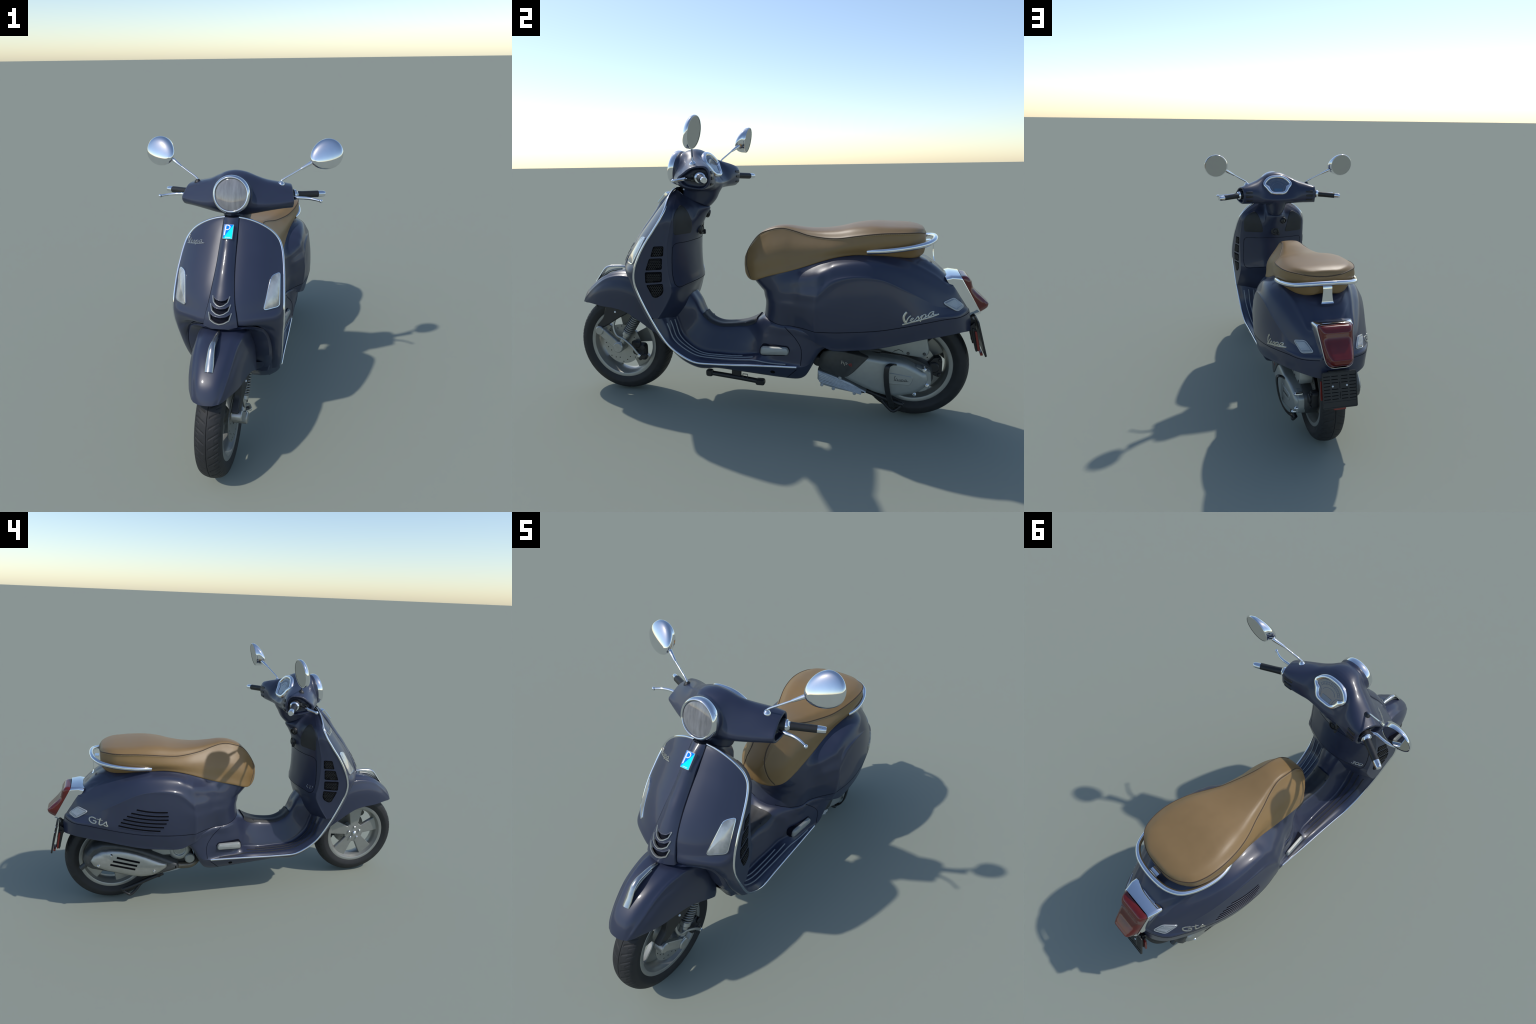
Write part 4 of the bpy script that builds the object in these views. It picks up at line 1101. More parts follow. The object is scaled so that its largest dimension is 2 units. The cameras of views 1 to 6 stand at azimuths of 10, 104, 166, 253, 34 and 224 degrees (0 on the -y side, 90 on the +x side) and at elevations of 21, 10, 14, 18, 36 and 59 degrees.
# controls, both sides
for s in (1, -1):
    S = A([s, 1, 1])
    g0, g1 = A([0.232, -0.230, 1.0985]), A([0.380, -0.1535, 1.0905])
    ax = (g1-g0)/np.linalg.norm(g1-g0); L = np.linalg.norm(g1-g0)
    grip = part("grip", *lathe(spline(A([(1e-4, 0.0), (0.0165, 0.0), (0.0165, 0.03), (0.0155, 0.06), (0.0152, L-0.036), (0.0150, L-0.034), (1e-4, L-0.033)]), 3), g0*S, ax*S, 28), BLACK, angle=40)
    part("grip_collar", *lathe(A([(0.016, 0.012), (0.0235, 0.012), (0.0245, 0.016), (0.0235, 0.022), (0.018, 0.026), (0.0165, 0.030)]), g0*S, ax*S, 32), CHROME, parent=grip)
    part("grip_cap", *lathe(A([(1e-4, L-0.037), (0.0150, L-0.037), (0.0150, L-0.034), (0.0140, L-0.012), (0.0128, L-0.002), (0.0115, L), (1e-4, L)]), g0*S, ax*S, 28), CHROME, parent=grip, angle=35)
    part("handlebar_hub", *cylinder((g0-ax*0.02)*S, (g0+ax*0.012)*S, 0.026), BLACK, parent=grip)
    lp = spline(A([(0.236, -0.264, 1.095), (0.266, -0.269, 1.096), (0.300, -0.268, 1.095), (0.330, -0.272, 1.093), (0.353, -0.281, 1.091), (0.371, -0.291, 1.089)]), 8)
    lr = np.interp(np.linspace(0, 1, len(lp)), [0, 0.3, 0.8, 1], [0.0080, 0.0072, 0.0056, 0.0050])
    lever = part("brake_lever", *tube(lp*S, lr, 12), CHROME, angle=60)
    part("lever_ball", *lathe(spline(A([(1e-4, -0.008), (0.006, -0.006), (0.0085, 0.0), (0.006, 0.006), (1e-4, 0.008)]), 4), A([0.372, -0.290, 1.089])*S, (0, 0.2, 1), 20), CHROME, parent=lever)
    part("lever_pivot", *combine(cylinder(A([0.226, -0.262, 1.080])*S, A([0.226, -0.262, 1.112])*S, 0.010), box(A([0.222, -0.285, 1.094])*S, (0.012, 0.03, 0.018)), cylinder(A([0.232, -0.245, 1.110])*S, A([0.232, -0.245, 1.116])*S, 0.006)), GREY, parent=lever)
    # switches on the rear face
    for k, (z, hgt) in enumerate(((1.118, 0.015), (1.094, 0.015), (1.069, 0.012))):
        cst = Caster(hs_bvh, (0, 0.2, 0), (1, 0, 0), (0, 0, 1), (0, -1, 0))
        o = round_poly([(s*0.168, z-hgt*0.3), (s*0.212, z-hgt*0.5), (s*0.212, z+hgt*0.5), (s*0.168, z+hgt*0.3)], 0.005)
        part("switch", *drape(o, cst, 0.003, 0.003), BLACK)
    # mirror
    base = A([0.192, -0.274, 1.150])
    mb = part("mirror_stalk", *combine(
        tube(spline(A([(0.192, -0.275, 1.150), (0.193, -0.275, 1.170), (0.200, -0.272, 1.177), (0.240, -0.257, 1.200), (0.279, -0.242, 1.222)]), 8)*S, 0.0042, 12),
        tube(A([(0.276, -0.2435, 1.2203), (0.282, -0.241, 1.2235), (0.318, -0.2235, 1.2435), (0.334, -0.216, 1.2525), (0.344, -0.212, 1.258)])*S, [0.0045, 0.0062, 0.0092, 0.0088, 0.006], 14)), CHROME, angle=50)
    part("mirror_foot", *lathe(spline(A([(0.016, -0.004), (0.0155, 0.004), (0.012, 0.010), (0.006, 0.016), (1e-4, 0.017)]), 3), A([0.192, -0.274, 1.154])*S, (0, 0, 1), 24), CHROME if s > 0 else BLACK, parent=mb)
    mc, mn = A([0.3915, -0.187, 1.2805])*S, A([0.03*s, 0.978, -0.195])
    mn = mn/np.linalg.norm(mn)
    at = A([0.340, -0.214, 1.2555])*S
    rel = at - mc
    inpl = rel - mn*(rel @ mn)
    u_, v_, _ = axis_frame(mn)
    ang = np.linspace(0, 2*np.pi, 64, endpoint=False)
    circ = np.cos(ang)[:, None]*u_ + np.sin(ang)[:, None]*v_
    rr_ = [mc + circ*0.0625 + mn*0.0025, mc + circ*0.0660 + mn*0.003, mc + circ*0.0675, mc + circ*0.0672 - mn*0.004]
    for t_ in np.linspace(0.12, 1.0, 16):
        rad = 0.0672*(1-t_**1.7)**0.62
        rr_.append(mc + inpl*1.02*t_**1.25 - mn*(0.004 + 0.047*t_**0.80) + circ*max(rad, 0.0015))
    gm = grid_mesh(A(rr_), True)
    part("mirror_shell", gm[0], gm[1] + [tuple(range((len(rr_)-1)*64, len(rr_)*64))], CHROME, parent=mb, angle=70)
    part("mirror_glass", *lathe(A([(1e-4, 0.0016), (0.0630, 0.0016), (0.0635, 0.0)]), mc, mn, 56), MIRROR, parent=mb)
    part("mirror_joint", *tube(A([(0.334, -0.216, 1.2525), (0.348, -0.212, 1.258), (0.362, -0.215, 1.262)])*S, [0.008, 0.009, 0.012], 14), CHROME, parent=mb)

# ------------------------------------------------------------------ inner shield details
in_bvh = bvh_of(inner_ob)
rc = caster(in_bvh, "rear")
pad_o = [(0.192, 0.846), (0.194, 0.915), (0.176, 0.945), (0.135, 0.969), (0.118, 0.970), (0.100, 0.945), (0.084, 0.895), (0.073, 0.845), (0.080, 0.836), (0.183, 0.838)]
for s in (1, -1):
    o = round_poly([(s*a, b) for a, b in pad_o], 0.012, 4)
    part("knee_pad", *drape(o, rc, 0.0025, 0.004), MATBLACK, angle=35)
    # honeycomb vents on the side wall
    cs = caster(in_bvh, "left" if s > 0 else "right")
    quads = [[(-0.466, 0.790), (-0.421, 0.791), (-0.425, 0.744), (-0.482, 0.742)],
             [(-0.488, 0.734), (-0.430, 0.735), (-0.434, 0.682), (-0.508, 0.679)],
             [(-0.511, 0.671), (-0.434, 0.672), (-0.436, 0.624), (-0.511, 0.619)],
             [(-0.508, 0.611), (-0.432, 0.616), (-0.430, 0.580), (-0.440, 0.562), (-0.466, 0.548), (-0.482, 0.553)]]
    for q in quads:
        o = round_poly(q, 0.007, 4)
        vent = part("side_vent", *drape(o, cs, 0.0008, 0.001), DARK)
        cells = []
        sz = 0.0052
        ii = inset2(o, 0.001)
        ys_, zs_ = o[:, 0], o[:, 1]
        r_ = 0
        z = zs_.min()
        while z < zs_.max()+sz:
            y = ys_.min() + (sz*0.866 if r_ % 2 else 0)
            while y < ys_.max()+sz:
                hexa = [(y+sz*0.97*math.sin(math.radians(60*k)), z+sz*0.97*math.cos(math.radians(60*k))) for k in range(6)]
                if all(inside(p, ii) for p in hexa):
                    P_, N_ = cs(hexa)
                    P2, _ = cs([(y+(a-y)*0.76, z+(b-z)*0.76) for a, b in hexa])
                    n = len(P_)
                    vv = np.concatenate([P_+N_*0.0009, P_+N_*0.0022, P2+N_*0.0022, P2+N_*0.0009])
                    ff = []
                    for k in range(3):
                        for j in range(6):
                            ff.append((k*6+j, k*6+(j+1) % 6, (k+1)*6+(j+1) % 6, (k+1)*6+j))
                    cells.append((vv, ff))
                y += sz*1.732
            z += sz*1.5
            r_ += 1
        if cells:
            joined("vent_mesh", cells, BLACK, parent=vent, stuff=True)

# glove box outline
gl = [(-0.190, 0.780), (-0.184, 0.793), (-0.10, 0.797), (0, 0.799), (0.10, 0.797), (0.184, 0.793), (0.190, 0.780)]
part("panel_gap", *line_on(gl, rc, 0.0026, 0.0007, n=70), SEAM)
gl2 = [(0.191, 0.785), (0.194, 0.72), (0.194, 0.64), (0.188, 0.606), (0.170, 0.592), (0.12, 0.596), (0.06, 0.602), (0.0, 0.604), (-0.06, 0.602), (-0.12, 0.596), (-0.170, 0.592), (-0.188, 0.606), (-0.194, 0.64), (-0.194, 0.72), (-0.191, 0.785)]
part("panel_gap", *line_on(gl2, rc, 0.0030, 0.0009, n=160), SEAM)
lettering("lettering", "number", rc, (-0.128, 0.612), (-1.0, 0.02), (-0.35, 1.0), 0.052, CHROME, ROOT, h=0.0015)
# bag hook and ignition lock
P_, N_ = rc([(-0.003, 0.846)])
hk = P_[0] + A([0, 0.010, 0])
hook = part("bag_hook", *combine(
    lathe(A([(0.027, 0.0), (0.027, 0.008), (0.022, 0.013), (0.017, 0.013), (0.016, 0.008), (1e-4, 0.008)]), hk + A([0, -0.012, 0]), (0, 1, 0.1), 28),
    box(hk + A([-0.022, 0.0, -0.016]), (0.010, 0.018, 0.024)), cylinder(hk + A([0, -0.01, 0]), hk + A([0, 0.002, 0.001]), 0.012)), BLACK)
P_, N_ = rc([(-0.052, 0.919)])
lk = P_[0] + N_[0]*0.004
lock = part("ignition_lock", *lathe(A([(0.022, -0.004), (0.021, 0.006), (0.017, 0.010), (0.012, 0.009), (0.0115, 0.005), (1e-4, 0.005)]), lk, N_[0], 28), BLACK)
part("key_slot", *box(lk + N_[0]*0.007, (0.003, 0.004, 0.012), 0.0008), SATIN, parent=lock)

# ------------------------------------------------------------------ wheels
def groove(th, s, n):
    """depth 0..1 of the tread pattern at angle th, lateral position s in -1..1"""
    d = np.zeros(np.broadcast(th, s).shape)
    d = np.maximum(d, np.clip(1-np.abs(s)/0.028, 0, 1)*1.2)
    for side in (1, -1):
        q = s*side
        ph = (th*n/(2*np.pi) + 0.9*q**1.0 + (0.5 if side < 0 else 0.0)) % 1.0
        band = ((q > 0.16) & (q < 0.80)).astype(float)
        dd_ = np.abs(ph-0.5)
        d = np.maximum(d, band*np.clip((0.085-dd_)/0.04, 0, 1))
        ph2 = (th*n/(2*np.pi) + 0.5 + 1.0*q + (0.5 if side < 0 else 0.0)) % 1.0
        band2 = ((q > 0.55) & (q < 0.93)).astype(float)
        d = np.maximum(d, band2*np.clip((0.07-np.abs(ph2-0.5))/0.04, 0, 1)*0.8)
    return np.clip(d, 0, 1)

def make_wheel(name, yc_, zc_, R, hw, rim_r, n_spoke_phase):
    W = bpy.data.objects.new(name, None)
    COL.objects.link(W); W.parent = ROOT
    C = A([0, yc_, zc_])
    # tyre cross-section: outer face param s in [-1, 1]
    prof = spline(A([(-0.044, rim_r-0.002), (-0.050, rim_r+0.008), (-hw, rim_r+0.030), (-hw*0.985, R-0.036), (-hw*0.86, R-0.018), (-hw*0.62, R-0.0075), (-hw*0.32, R-0.002), (0, R),
                     (hw*0.32, R-0.002), (hw*0.62, R-0.0075), (hw*0.86, R-0.018), (hw*0.985, R-0.036), (hw, rim_r+0.030), (0.050, rim_r+0.008), (0.044, rim_r-0.002)]), 12)
    n = 540
    th = np.linspace(0, 2*np.pi, n, endpoint=False)
    s = np.clip(prof[:, 0]/(hw*0.99), -1, 1)
    on = (prof[:, 1] > R-0.034).astype(float)
    dep = groove(th[None, :], s[:, None], 38)*on[:, None]*0.0026
    r = prof[:, 1][:, None] - dep
    g = np.stack([np.broadcast_to(prof[:, 0][:, None], r.shape), yc_ + r*np.cos(th)[None], zc_ + r*np.sin(th)[None]], -1)
    part("tyre", g.reshape(-1, 3), grid_faces(*g.shape[:2], True), RUBBER, parent=W, angle=50)
    # rim barrel
    hp = [(rim_r-0.029, 0.0), (rim_r-0.0275, 0.020), (rim_r-0.022, 0.032), (rim_r-0.018, 0.039), (rim_r-0.0165, 0.043), (rim_r-0.0145, 0.0475), (rim_r-0.012, 0.0490),
          (rim_r+0.002, 0.0490), (rim_r+0.0045, 0.0470), (rim_r+0.003, 0.0440), (rim_r-0.004, 0.036), (rim_r-0.018, 0.015)]
    rp_ = A(hp + [(r_, -x_) for r_, x_ in hp[::-1][:-1]])
    rim_ms = [lathe(rp_, C, (1, 0, 0), 90, closed=True)]
    # five spokes, wide at the rim
    for k in range(5):
        a0 = n_spoke_phase + 2*math.pi*k/5
        o = round_poly([(0.028, -0.026), (0.062, -0.0275), (rim_r-0.022, -0.045), (rim_r-0.022, 0.045), (0.062, 0.0275), (0.028, 0.026)], 0.006, 4)
        def fr(u, v, h, a0=a0):
            rr = u
            x = h - 0.010*np.clip((rr-0.05)/0.1, 0, 1)*np.sign(h+0.02)*0
            return np.stack([x, yc_ + rr*math.cos(a0) - v*math.sin(a0), zc_ + rr*math.sin(a0) + v*math.cos(a0)], -1)
        rim_ms.append(prism(o, [(0.003, -0.030), (0, -0.027), (0, -0.008), (0.003, -0.005)], fr))
    rim_ms.append(lathe(A([(1e-4, -0.0315), (0.030, -0.0315), (0.058, -0.0295), (0.061, -0.026), (0.061, -0.008), (0.046, 0.012), (0.030, 0.030), (1e-4, 0.030)]), C, (1, 0, 0), 48))
    rim = joined("rim", rim_ms, WHEEL, W, 35)
    return W, C

fw, FC = make_wheel("front_wheel", -0.749, 0.2505, 0.2505, 0.057, 0.177, math.pi/2)
rw, RC = make_wheel("rear_wheel", 0.688, 0.2505, 0.2505, 0.060, 0.175, math.pi/2+0.3)
bolt = None
for k in range(5):
    a = math.pi/2 + 2*math.pi*k/5
    c = FC + A([0, 0.037*math.cos(a), 0.037*math.sin(a)])
    if bolt is None:
        bolt = part("wheel_bolt", *combine(cylinder((0, 0, 0), (-0.007, 0, 0), 0.0075, 0.0015, 6), cylinder((0, 0, 0), (-0.009, 0, 0), 0.005, 0.0012, 14)), CHROME, parent=fw)
        bolt.location = c + A([-0.032, 0, 0])
    else:
        b2 = bolt.copy(); COL.objects.link(b2); b2.parent = fw
        b2.location = c + A([-0.032, 0, 0])
part("axle_nut", *combine(cylinder(FC + A([-0.033, 0, 0]), FC + A([-0.046, 0, 0]), 0.0125, 0.003, 24), cylinder(FC + A([-0.044, 0, 0]), FC + A([-0.050, 0, 0]), 0.007, 0.002, 16)), CHROME, parent=fw)

def brake_disc(C, x, r, parent):
    dsc = part("brake_disc", *lathe(A([(0.030, x-0.002), (r, x-0.002), (r, x+0.002), (0.030, x+0.002)]), C, (1, 0, 0), 72, closed=True), SATIN, parent=parent, angle=30)
    hs_ = []
    for k in range(24):
        a = 2*math.pi*k/24
        rr = r - 0.009 - 0.009*(k % 3)
        q = C + A([x-0.0023, rr*math.cos(a), rr*math.sin(a)])
        hs_.append(cylinder(q, q + A([0.0047, 0, 0]), 0.0028, 0.0003, 10))
    joined("disc_hole", hs_, DARK, parent=dsc, stuff=True)
brake_disc(FC, 0.056, 0.104, fw)
brake_disc(RC, 0.050, 0.104, rw)

# ------------------------------------------------------------------ front suspension (single sided, left)
fork = bpy.data.objects.new("front_suspension", None); COL.objects.link(fork); fork.parent = ROOT
p0, p1 = A([0.0, -0.844, 0.332]), A([0.0, -0.745, 0.249])
dv = (p1-p0)/np.linalg.norm(p1-p0); nv = A([0, -dv[2], dv[1]])
o = [p0-nv*0.020, p1-nv*0.021, p1+nv*0.021, p0+nv*0.020]
part("swing_arm", *combine(prism(A([(q[1], q[2]) for q in o]), [(0.002, 0.088), (0, 0.090), (0, 0.108), (0.003, 0.111)], fx(1)),
     cylinder(p0 + A([0.070, 0, 0]), p0 + A([0.116, 0, 0]), 0.0225, 0.004, 32), cylinder(p1 + A([0.050, 0, 0]), p1 + A([0.118, 0, 0]), 0.0265, 0.004, 32)), SATIN, parent=fork, angle=35)
o = round_poly([(-0.797, 0.490), (-0.822, 0.403), (-0.866, 0.356), (-0.850, 0.346), (-0.818, 0.350), (-0.742, 0.398), (-0.682, 0.430), (-0.670, 0.500)], 0.012)
m = prism(o, [(0.003, 0.072), (0, 0.076), (0, 0.098), (0.004, 0.103)], fx(1))
v = A(m[0]); v[:, 0] += np.clip((v[:, 1]+0.85)*0.09, -0.01, 0.02)
part("fork_cover", v, m[1], BLACK, parent=fork, angle=35)
part("rivet", *lathe(A([(1e-4, 0.005), (0.004, 0.004), (0.0055, 0.0)]), (0.1115, -0.749, 0.435), (1, 0, 0), 16), WHITE, parent=fork)
s0, s1 = A([0.089, -0.696, 0.328]), A([0.092, -0.618, 0.448])
sd = (s1-s0)/np.linalg.norm(s1-s0); SL = np.linalg.norm(s1-s0)
u_, v_, d_ = axis_frame(sd)
tt = np.linspace(0, 1, 320)
coil = s0 + tt[:, None]*SL*sd + 0.0235*(np.cos(tt*2*np.pi*13)[:, None]*u_ + np.sin(tt*2*np.pi*13)[:, None]*v_)
part("shock_spring", *tube(coil, 0.0040, 8), STEEL, parent=fork, angle=60)
part("shock_absorber", *combine(cylinder(s0 - sd*0.01, s1, 0.0155), cylinder(s0 - sd*0.022, s0 + sd*0.002, 0.024, 0.004), cylinder(s0-sd*0.075, s0-sd*0.015, 0.0175, 0.003), cylinder(A([0.070, -0.740, 0.262]), A([0.112, -0.740, 0.262]), 0.017)), SATIN, parent=fork)
cal = part("front_caliper", *combine(box((0.066, -0.640, 0.232), (0.040, 0.062, 0.070), 0.010), box((0.078, -0.660, 0.262), (0.024, 0.05, 0.038), 0.008), box((0.076, -0.625, 0.200), (0.026, 0.040, 0.034), 0.008),
     cylinder((0.06, -0.662, 0.225), (0.092, -0.662, 0.225), 0.014), cylinder((0.06, -0.622, 0.250), (0.092, -0.622, 0.250), 0.013), cylinder((0.06, -0.640, 0.190), (0.088, -0.640, 0.190), 0.010)), BLACK, parent=fork, angle=35)
part("brake_hose", *tube(spline(A([(0.095, -0.760, 0.400), (0.104, -0.768, 0.350), (0.106, -0.752, 0.312), (0.104, -0.715, 0.292), (0.108, -0.672, 0.262), (0.106, -0.640, 0.222), (0.100, -0.634, 0.214)]), 8), 0.0062, 10), SATIN, parent=fork)
part("hose_banjo", *cylinder((0.086, -0.634, 0.213), (0.112, -0.634, 0.213), 0.009, 0.002, 16), CHROME, parent=fork)
part("steering_stem", *tube(A([(0.085, -0.78, 0.46), (0.07, -0.66, 0.54), (0.02, -0.57, 0.62), (0.0, -0.50, 0.75), (0.0, -0.36, 0.98)]), 0.028, 14), BLACK, parent=fork)

# ------------------------------------------------------------------ engine and transmission
eng = bpy.data.objects.new("engine", None); COL.objects.link(eng); eng.parent = ROOT
silver_o = A([(0.300, 0.300), (0.330, 0.322), (0.397, 0.326), (0.450, 0.320), (0.506, 0.313), (0.560, 0.307), (0.634, 0.299), (0.662, 0.291), (0.715, 0.263), (0.750, 0.243), (0.758, 0.222), (0.756, 0.200), (0.746, 0.179), (0.722, 0.160),
              (0.688, 0.146), (0.650, 0.139), (0.618, 0.136), (0.575, 0.138), (0.531, 0.147), (0.480, 0.166), (0.430, 0.188), (0.390, 0.207), (0.330, 0.226), (0.300, 0.240), (0.290, 0.265)])
def belt_frame(base):
    return lambda u, v, h: np.stack([base + h - 0.17*np.clip(u-0.60, 0, 1) - 0.16*np.clip(0.40-u, 0, 1), u, v + 0.0*h], -1)
lvl = [(-0.004, -0.075), (-0.002, -0.03), (0.0, -0.012), (0.004, -0.003), (0.012, 0.003), (0.022, 0.005)]
case = part("transmission_cover", *prism(resample(np.concatenate([silver_o, silver_o[:1]]), 90)[:-1], lvl, belt_frame(0.161)), CAST, parent=eng, angle=40)
black_o = A([(0.286, 0.300), (0.300, 0.320), (0.330, 0.331), (0.397, 0.332), (0.450, 0.323), (0.504, 0.3125), (0.468, 0.272), (0.438, 0.238), (0.413, 0.217), (0.388, 0.2085), (0.330, 0.224), (0.288, 0.238), (0.275, 0.262)])
part("belt_cover", *prism(resample(np.concatenate([black_o, black_o[:1]]), 70)[:-1], [(0, -0.07), (0.0, 0.0035), (0.001, 0.0055), (0.0035, 0.0075)], belt_frame(0.1625)), GREY, parent=eng, angle=40)
case_bvh = bvh_of(case)
# raised name plate on the cover
po = round_poly([(0.590, 0.250), (0.690, 0.232), (0.692, 0.214), (0.680, 0.192), (0.590, 0.198)], 0.008)
ep = part("cover_plate", *prism(po, [(0, 0.150), (0, 0.1660), (0.002, 0.168)], lambda u, v, h: np.stack([h - 0.17*np.clip(u-0.60, 0, 1), u, v], -1)), CAST, parent=eng, angle=30)
lettering("lettering", "script", caster(bvh_of(ep), "left"), (0.612, 0.214), (1.0, -0.08), (0.02, 1.0), 0.062, GREY, eng, h=0.0012, wk=0.7)
# small mark on the belt cover
bc_ = caster(bvh_of(bpy.data.objects["belt_cover"]), "left")
joined("cover_mark", [line_on([(0.385, 0.282), (0.387, 0.290), (0.383, 0.272)], bc_, 0.002, 0.0008, n=8), line_on([(0.385, 0.279), (0.392, 0.283), (0.394, 0.273)], bc_, 0.002, 0.0008, n=10),
                      line_on([(0.398, 0.266), (0.402, 0.280), (0.410, 0.278), (0.404, 0.271)], bc_, 0.002, 0.0008, n=14)], LETTER, parent=eng)
joined("cover_mark", [line_on([(0.417, 0.2735), (0.430, 0.2725), (0.426, 0.2785), (0.418, 0.274), (0.421, 0.268), (0.431, 0.2675)], bc_, 0.0028, 0.0008, n=24), line_on([(0.411, 0.2745), (0.417, 0.2735)], bc_, 0.002, 0.0008)], REFLECTOR, parent=eng)
part("crank_case", *combine(
    prism(round_poly([(0.50, 0.325), (0.66, 0.312), (0.735, 0.285), (0.775, 0.262), (0.782, 0.20), (0.745, 0.15), (0.60, 0.13), (0.50, 0.16)], 0.02), [(0.004, 0.02), (0, 0.03), (0, 0.088), (0.006, 0.100)], fx(1)),
    box((0.0, 0.42, 0.26), (0.20, 0.30, 0.17), 0.02), box((0.03, 0.50, 0.34), (0.12, 0.22, 0.09), 0.02)), GREY, parent=eng, angle=35)
part("case_tail", *prism(round_poly([(0.700, 0.275), (0.745, 0.262), (0.768, 0.250), (0.772, 0.195), (0.755, 0.165), (0.720, 0.150), (0.690, 0.170)], 0.012), [(0.003, 0.06), (0, 0.066), (0, 0.122), (0.004, 0.128)], fx(1)), CAST, parent=eng, angle=35)
for y, z in ((0.740, 0.262), (0.752, 0.192), (0.700, 0.146)):
    part("case_bolt", *combine(cylinder((0.10, y, z), (0.140, y, z), 0.009, 0.002, 18), cylinder((0.138, y, z), (0.145, y, z), 0.006, 0.001, 6)), CHROME, parent=eng)
part("air_box", *prism(round_poly([(0.500, 0.345), (0.600, 0.322), (0.650, 0.316), (0.728, 0.308), (0.752, 0.320), (0.760, 0.342), (0.750, 0.400), (0.730, 0.450), (0.500, 0.450)], 0.018), [(0.004, 0.055), (0, 0.06), (0, 0.112), (0.004, 0.120), (0.010, 0.1225)], fx(1)), CAST, parent=eng, angle=35)
part("air_box_joint", *tube(A([(0.118, 0.600, 0.322), (0.1225, 0.612, 0.335), (0.1225, 0.630, 0.342), (0.1225, 0.646, 0.335), (0.118, 0.654, 0.316)]), 0.0016, 6), GREY, parent=eng)
for y, z in ((0.670, 0.327), (0.738, 0.329)):
    part("air_box_screw", *cylinder((0.118, y, z), (0.1255, y, z), 0.0068, 0.001, 16), GREY, parent=eng)
part("rear_caliper", *combine(prism(round_poly([(0.757, 0.270), (0.780, 0.300), (0.806, 0.303), (0.818, 0.290), (0.818, 0.224), (0.806, 0.206), (0.781, 0.215), (0.760, 0.240)], 0.008), [(0.003, 0.040), (0, 0.044), (0, 0.070), (0.004, 0.076)], fx(1)),
     cylinder((0.06, 0.782, 0.255), (0.086, 0.782, 0.255), 0.024, 0.004), cylinder((0.07, 0.808, 0.288), (0.083, 0.808, 0.288), 0.007), cylinder((0.07, 0.806, 0.222), (0.083, 0.806, 0.222), 0.007)), BLACK, parent=eng, angle=35)
# finned sump guard
fin_o = A([(0.272, 0.222), (0.330, 0.205), (0.419, 0.174), (0.493, 0.137), (0.486, 0.126), (0.455, 0.118), (0.420, 0.126), (0.389, 0.130), (0.350, 0.136), (0.289, 0.150), (0.270, 0.176)])
ALU = material("bright_cast_aluminium", (0.42, 0.45, 0.48), rough=0.4, metal=0.5, vary=0.08, scale=80, bump=0.15, bump_scale=500)
part("sump_guard", *prism(fin_o, [(0.002, -0.06), (0, -0.055), (0, 0.120), (0.003, 0.128), (0.010, 0.132)], fx(1)), ALU, parent=eng, angle=35)
fins = []
for k in range(7):
    t = k/6
    a = A([0.280, 0.214-0.046*t]); b = A([0.470, 0.142-0.020*t])
    pth = A([(0.1305, *(a+(b-a)*q)) for q in (0, 0.5, 1)])
    fins.append(tube(pth, 0.0028, 6))
joined("sump_fin", fins, ALU, parent=eng, stuff=True)
for y, z in ((0.292, 0.152), (0.345, 0.138), (0.440, 0.124), (0.375, 0.192)):
    part("sump_tab", *cylinder((0.100, y, z), (0.134, y, z), 0.008, 0.002, 14), ALU, parent=eng)
part("belt_cover_nose", *cylinder((0.06, 0.276, 0.270), (0.150, 0.276, 0.270), 0.024, 0.006, 24), BLACK, parent=eng)

# centre stand with the foot lever on the left
st = bpy.data.objects.new("centre_stand", None); COL.objects.link(st); st.parent = ROOT
for s in (1, -1):
    part("stand_leg", *tube(spline(A([(s*0.085, 0.430, 0.140), (s*0.095, 0.500, 0.124), (s*0.105, 0.580, 0.100), (s*0.110, 0.640, 0.084), (s*0.108, 0.652, 0.080)]), 6), 0.011, 12), BLACK, parent=st)
    part("stand_foot", *tube(spline(A([(s*0.108, 0.655, 0.088), (s*0.112, 0.640, 0.068), (s*0.114, 0.612, 0.048), (s*0.112, 0.590, 0.062), (s*0.106, 0.560, 0.095)]), 6), 0.0075, 10), BLACK, parent=st)
part("stand_bar", *cylinder((-0.10, 0.455, 0.136), (0.11, 0.455, 0.136), 0.012), BLACK, parent=st)
lv = spline(A([(0.160, 0.612, 0.285), (0.178, 0.600, 0.292), (0.190, 0.585, 0.285), (0.192, 0.580, 0.262), (0.186, 0.582, 0.205), (0.174, 0.590, 0.150), (0.158, 0.600, 0.112), (0.136, 0.606, 0.082), (0.114, 0.612, 0.066)]), 8)
T_, N_, B_ = frames(lv, (1, 0, 0))
rows = [[p + A([0, 1, 0])*0.011*a + np.cross(t, A([0, 1, 0]))*0.004*b for a, b in ((-1, -1), (1, -1), (1, 1), (-1, 1))] for p, t in zip(lv, T_)]
part("stand_lever", *grid_mesh(A(rows), True, True), BLACK, parent=st, angle=35)

# side stand folded under the left floor
part("side_stand", *combine(tube(A([(0.130, -0.250, 0.166), (0.128, -0.235, 0.163), (0.118, -0.10, 0.147), (0.112, -0.005, 0.134), (0.112, 0.010, 0.132)]), [0.011, 0.0115, 0.012, 0.012, 0.013], 16),
     box((0.131, -0.250, 0.166), (0.026, 0.034, 0.034), 0.006), box((0.112, -0.004, 0.133), (0.030, 0.045, 0.030), 0.006), box((0.115, -0.12, 0.170), (0.02, 0.045, 0.04), 0.004)), BLACK, angle=40)
part("stand_clip", *tube(A([(0.126, -0.085, 0.150), (0.130, -0.085, 0.172), (0.130, -0.062, 0.172), (0.126, -0.062, 0.150)]), 0.0022, 8), GREY)

